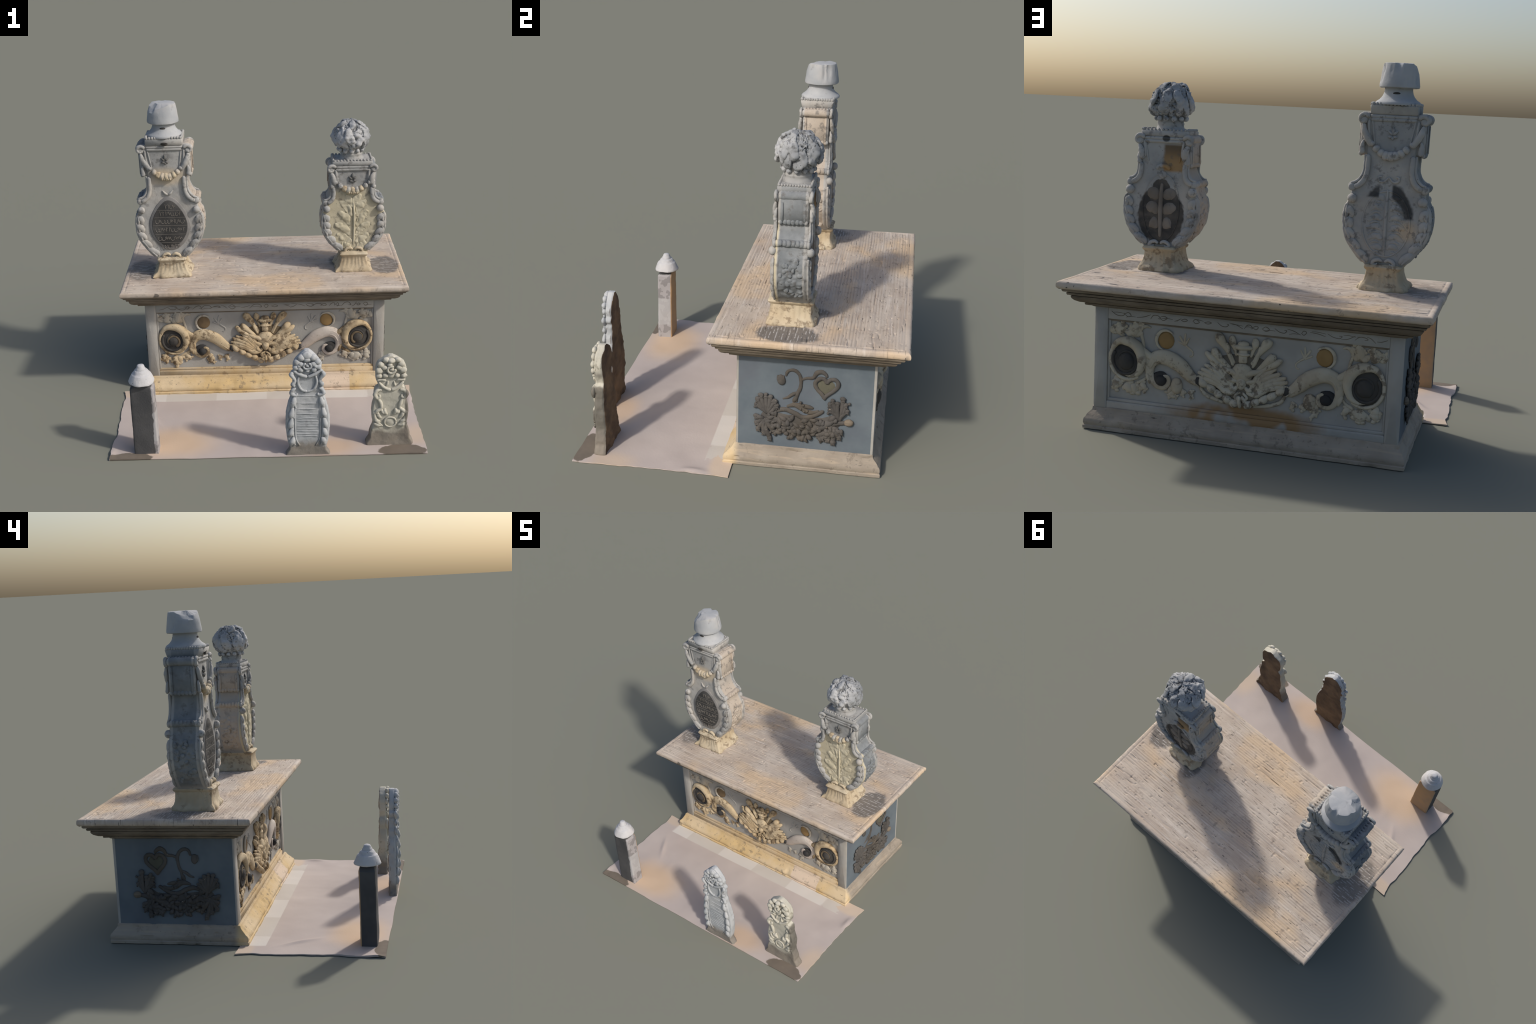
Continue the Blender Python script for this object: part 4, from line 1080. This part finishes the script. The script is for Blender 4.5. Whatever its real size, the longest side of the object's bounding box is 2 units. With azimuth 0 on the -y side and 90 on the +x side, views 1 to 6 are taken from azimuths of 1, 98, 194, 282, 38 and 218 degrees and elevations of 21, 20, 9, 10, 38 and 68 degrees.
mid_prof = [(0, .142), (.02, .132), (.045, .114), (.07, .115), (.10, .123), (.14, .130), (.20, .135), (.26, .135), (.32, .129), (.38, .114), (.425, .098), (.455, .100),
            (.475, .088), (.50, .086), (.525, .091), (.545, .083), (.56, .10), (.578, .101), (.59, .080), (.61, .086), (.635, .086), (.66, .074), (.685, .056), (.698, .044), (.714, .028), (.724, .012)]
root, put, lump = small_headstone('small_headstone', 'small grey headstone with scrolls and ruled inscription', .250, -.897, -.848, mid_prof, 'minimid', 4, .004)
r3 = random.Random(31)
for s in (-1, 1):
    for i, (z0_, z1_, z2_, o) in enumerate(((.43, .38, .34, .10), (.36, .30, .27, .112), (.29, .23, .20, .118), (.22, .17, .14, .116), (.15, .11, .08, .108))):
        put('border_leaf', [(s * (o - .022), z0_ - .01), (s * (o - .012), z1_), (s * (o - .002), z2_)], [.008, .018, .008], .4, .8)
        put('border_leaf', [(s * (o - .030), z1_ + .01), (s * (o - .022), z1_ - .012), (s * (o - .03), z2_ + .0)], [.004, .009, .004], .6, .9)
    put('scroll_bracket', [(s * .085, .588), (s * .098, .572), (s * .085, .552), (s * .075, .53), (s * .088, .505), (s * .075, .49)], [.008, .014, .012, .010, .014, .008], .3, .9, 30)
    put('scroll_bracket', [(s * .07, .48), (s * .092, .462), (s * .095, .44), (s * .07, .43), (s * .062, .445)], [.007, .012, .013, .010, .007], .3, .9, 26)
    put('scroll_bracket', [(s * .05, .56), (s * .058, .52), (s * .045, .48), (s * .028, .462), (0, .455)], [.006, .008, .008, .007, .007], .4, .9, 24)
    put('collar', [(s * .085, .60), (s * .05, .575), (s * .02, .56), (0, .555)], [.008, .012, .011, .010], .4, .9)
    put('inner_border', [(s * .072, .44), (s * .074, .36), (s * .078, .25), (s * .074, .13), (s * .05, .075)], [.005] * 5, .3, .8, 30, 8)
    for c, r in (((.035, .685, .006), (.024, .022, .016)), ((.062, .655, .004), (.022, .020, .016)), ((.068, .62, .004), (.02, .018, .015)), ((.038, .642, .008), (.02, .016, .014)), ((.04, .605, .008), (.018, .018, .012)),
                 ((.05, .63, .012), (.013, .011, .010))):
        lump('flower_knob', (s * c[0], c[1], c[2]), r)
lump('flower_knob', (0, .698, .004), (.034, .025, .018)); lump('flower_knob', (0, .672, .006), (.024, .018, .016)); lump('flower_knob', (0, .598, .008), (.014, .010, .012))
ring = [(.024 * math.cos(t), .632 + .020 * math.sin(t), .012) for t in np.linspace(.6 * PI, 2.4 * PI, 9)]
put('rosette', ring, [.007] * 9, .5, .9, 30, 8)
lump('rosette', (.0, .632, .006), (.014, .012, .014))
for i, z_ in enumerate((.425, .372, .335, .300, .268, .250, .232, .214, .196, .178, .160, .142)):
    put('inscription_line', [(-.066, z_ + r3.uniform(-.002, .002), 0), (0, z_ + r3.uniform(-.002, .002), .001), (.066, z_ - .002, 0)], [.0025, .0035, .0025], .2, .8, 12, 6, rough=.001)

right_prof = [(0, .146), (.015, .150), (.035, .140), (.055, .127), (.085, .126), (.115, .118), (.140, .107), (.165, .105), (.20, .111), (.245, .115), (.29, .109), (.335, .098), (.36, .10),
              (.385, .100), (.405, .094), (.416, .074), (.43, .075), (.46, .089), (.475, .093), (.50, .093), (.53, .096), (.56, .090), (.585, .079), (.598, .058), (.610, .042), (.620, .022), (.625, .010)]
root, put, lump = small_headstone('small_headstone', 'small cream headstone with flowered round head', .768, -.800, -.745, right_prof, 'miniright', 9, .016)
for s in (-1, 1):
    put('scroll_bracket', [(s * .055, .40), (s * .085, .395), (s * .098, .37), (s * .085, .345), (s * .068, .352), (s * .072, .368)], [.008, .012, .014, .012, .010, .006], .35, .9, 30)
    put('scroll_bracket', [(s * .08, .345), (s * .062, .31), (s * .058, .275), (s * .085, .25), (s * .10, .225)], [.008, .012, .010, .012, .007], .35, .9, 26)
    for p in (((.10, .25), (.095, .21), (.075, .17), (.045, .145)), ((.085, .255), (.075, .225), (.055, .20)), ((.06, .265), (.045, .245), (.028, .235)), ((.105, .17), (.08, .155), (.05, .15)),
              ((.03, .27), (.035, .25), (.02, .225)), ((.10, .20), (.085, .185), (.06, .175))):
        put('acanthus_leaf', [(s * a, b) for a, b in p], list(np.interp(np.linspace(0, 1, len(p)), [0, .5, 1], [.007, .013, .006])), .35, .85)
    put('collar', [(s * .088, .468), (s * .05, .470), (s * .03, .462)], [.007, .009, .006], .5, .9)
    put('collar', [(s * .075, .455), (s * .05, .425), (s * .02, .405), (0, .402)], [.007, .010, .011, .011], .4, .9)
    put('collar', [(s * .02, .46), (s * .022, .44), (s * .03, .425)], [.005, .008, .006], .4, .9)
    for c, r in (((.072, .535, .004), (.024, .022, .016)), ((.062, .575, .004), (.022, .020, .014)), ((.035, .605, .004), (.022, .018, .014)), ((.075, .497, .004), (.020, .016, .014)),
                 ((.04, .50, .006), (.018, .016, .012)), ((.045, .555, .008), (.018, .016, .012))):
        lump('flower_knob', (s * c[0] + r3.uniform(-.004, .004), c[1], c[2]), r)
lump('flower_knob', (0, .60, .008), (.026, .018, .014)); lump('flower_knob', (.0, .50, .004), (.024, .022, .010)); lump('flower_knob', (-.01, .575, .010), (.018, .014, .012))
ring = [(.024 * math.cos(t), .542 + .022 * math.sin(t), .010) for t in np.linspace(.3 * PI, 2.1 * PI, 9)]
put('rosette', ring, [.009] * 9, .5, .9, 30, 8); lump('rosette', (.0, .542, .006), (.016, .014, .016))
ring = [(.036 * math.cos(t), .175 + .034 * math.sin(t), .004) for t in np.linspace(0, 2 * PI, 13)]
put('round_medallion', ring, [.006] * 13, .4, .9, 40, 8)
V, F = blob((0, .175, .002), (.034, .032, .006)); lump('round_medallion', (0, .175, .0), (.034, .032, .008))

# ------------------------------------------------------------------ post
post = empty('stone_post', (-.76, -.79, 0), 'square charcoal post with chalky conical cap', 'post')
def post_ring(hx, hy, z, r=.010, jx=0, jy=0):
    pts = []
    for (sx, sy, a0) in ((1, -1, -PI / 2), (1, 1, 0), (-1, 1, PI / 2), (-1, -1, PI)):
        for k in range(5):
            a = a0 + k * PI / 8
            pts.append((sx * (hx - r) + r * math.cos(a), sy * (hy - r) + r * math.sin(a)))
    p = []
    for i in range(len(pts)):
        q0, q1 = np.array(pts[i]), np.array(pts[(i + 1) % len(pts)])
        n = 8 if np.linalg.norm(q1 - q0) > .03 else 1
        for j in range(n): p.append(q0 + (q1 - q0) * j / n)
    p = np.array(p)
    return np.c_[-.765 + jx + p[:, 0], -.792 + jy + p[:, 1], np.full(len(p), z)]
rings = [post_ring(.079, .050, 0, jx=.004)] + [post_ring(.079 - .007 * t, .050 - .001 * t, .46 * t, jx=.004 * (1 - t)) for t in np.linspace(.02, 1, 24)]
rings += [post_ring(.054, .046, .474), post_ring(.046, .040, .482), post_ring(.042, .036, .484), post_ring(.042, .036, .50)]
V, F = loft(rings)
mk('shaft', V, F, 'post', post, rough=.0025, rfreq=14, angle=40)
V, F = lathe([(.045, .498), (.070, .492), (.079, .495), (.080, .500), (.077, .507), (.073, .518), (.066, .533), (.059, .546), (.057, .549), (.049, .552), (.046, .562), (.041, .570), (.039, .573),
              (.031, .576), (.030, .583), (.027, .588), (.024, .592), (.022, .600), (.018, .606), (.010, .609), (.003, .610)], (-.766, -.792), 48)
mk('conical_cap', V, F, 'postcap', post, rough=.0022, rfreq=24, angle=60)

# ------------------------------------------------------------------ paving sheet
sheet = None
def build_sheet():
    nx, ny = 200, 90
    U, Vv = np.meshgrid(np.linspace(0, 1, nx + 1), np.linspace(0, 1, ny + 1), indexing='ij')
    u, v = U.ravel(), Vv.ravel()
    xl = -.995 + .008 * fbm(np.c_[v * 1.0, v * 0, v * 0 + 1], 9, 3, 2) + .022 * np.sin(v * PI) ** 2
    xr = .997 - .005 * fbm(np.c_[v, v * 0, v * 0 + 5], 11, 3, 4) - .008 * np.sin(v * PI)
    y0 = -.901 + .003 * fbm(np.c_[u, u * 0, u * 0 + 8], 7, 3, 6)
    y1 = -.022 + .003 * fbm(np.c_[u, u * 0, u * 0 + 3], 9, 2, 7)
    x = xl + (xr - xl) * u; y = y0 + (y1 - y0) * v
    P = np.c_[x, y, np.zeros(len(x))]
    rim = np.minimum(np.minimum(u, 1 - u) * 2, np.minimum(v, 1 - v) * .9)
    h = .006 + .0035 * vnoise(P, 3.2, 14) + .002 * vnoise(P, 9, 15)
    h += .010 * np.exp(-(((x + .985) / .025) ** 2)) * np.exp(-(((y + .84) / .06) ** 2))      # curled corner
    h += .008 * np.exp(-(((x - .97) / .02) ** 2 + ((y + .22) / .06) ** 2))
    h += .010 * np.exp(-(((x + .80 + (y + .35) * .6) / .02) ** 2 + ((y + .38) / .09) ** 2))
    h = np.maximum(h, .003)
    n = len(x); top = np.c_[x, y, h]; bot = np.c_[x, y, np.maximum(h - .012, 0)]
    idx = np.arange(n).reshape(nx + 1, ny + 1); F = []
    for i in range(nx):
        for j in range(ny):
            F.append([int(idx[i, j]), int(idx[i + 1, j]), int(idx[i + 1, j + 1]), int(idx[i, j + 1])])
            F.append([int(n + idx[i, j]), int(n + idx[i, j + 1]), int(n + idx[i + 1, j + 1]), int(n + idx[i + 1, j])])
    per = np.concatenate([idx[:-1, 0], idx[-1, :-1], idx[1:, -1][::-1], idx[0, 1:][::-1]]); m = len(per)
    for j in range(m):
        a, b = int(per[j]), int(per[(j + 1) % m]); F.append([a, a + n, b + n, b])
    ob = mk('paving_sheet', np.vstack([top, bot]), F, 'sheet', None, angle=60)
    ob["label"] = 'thin dusty pink paving patch with ragged edges'; ob["category"] = 'paving'
build_sheet()
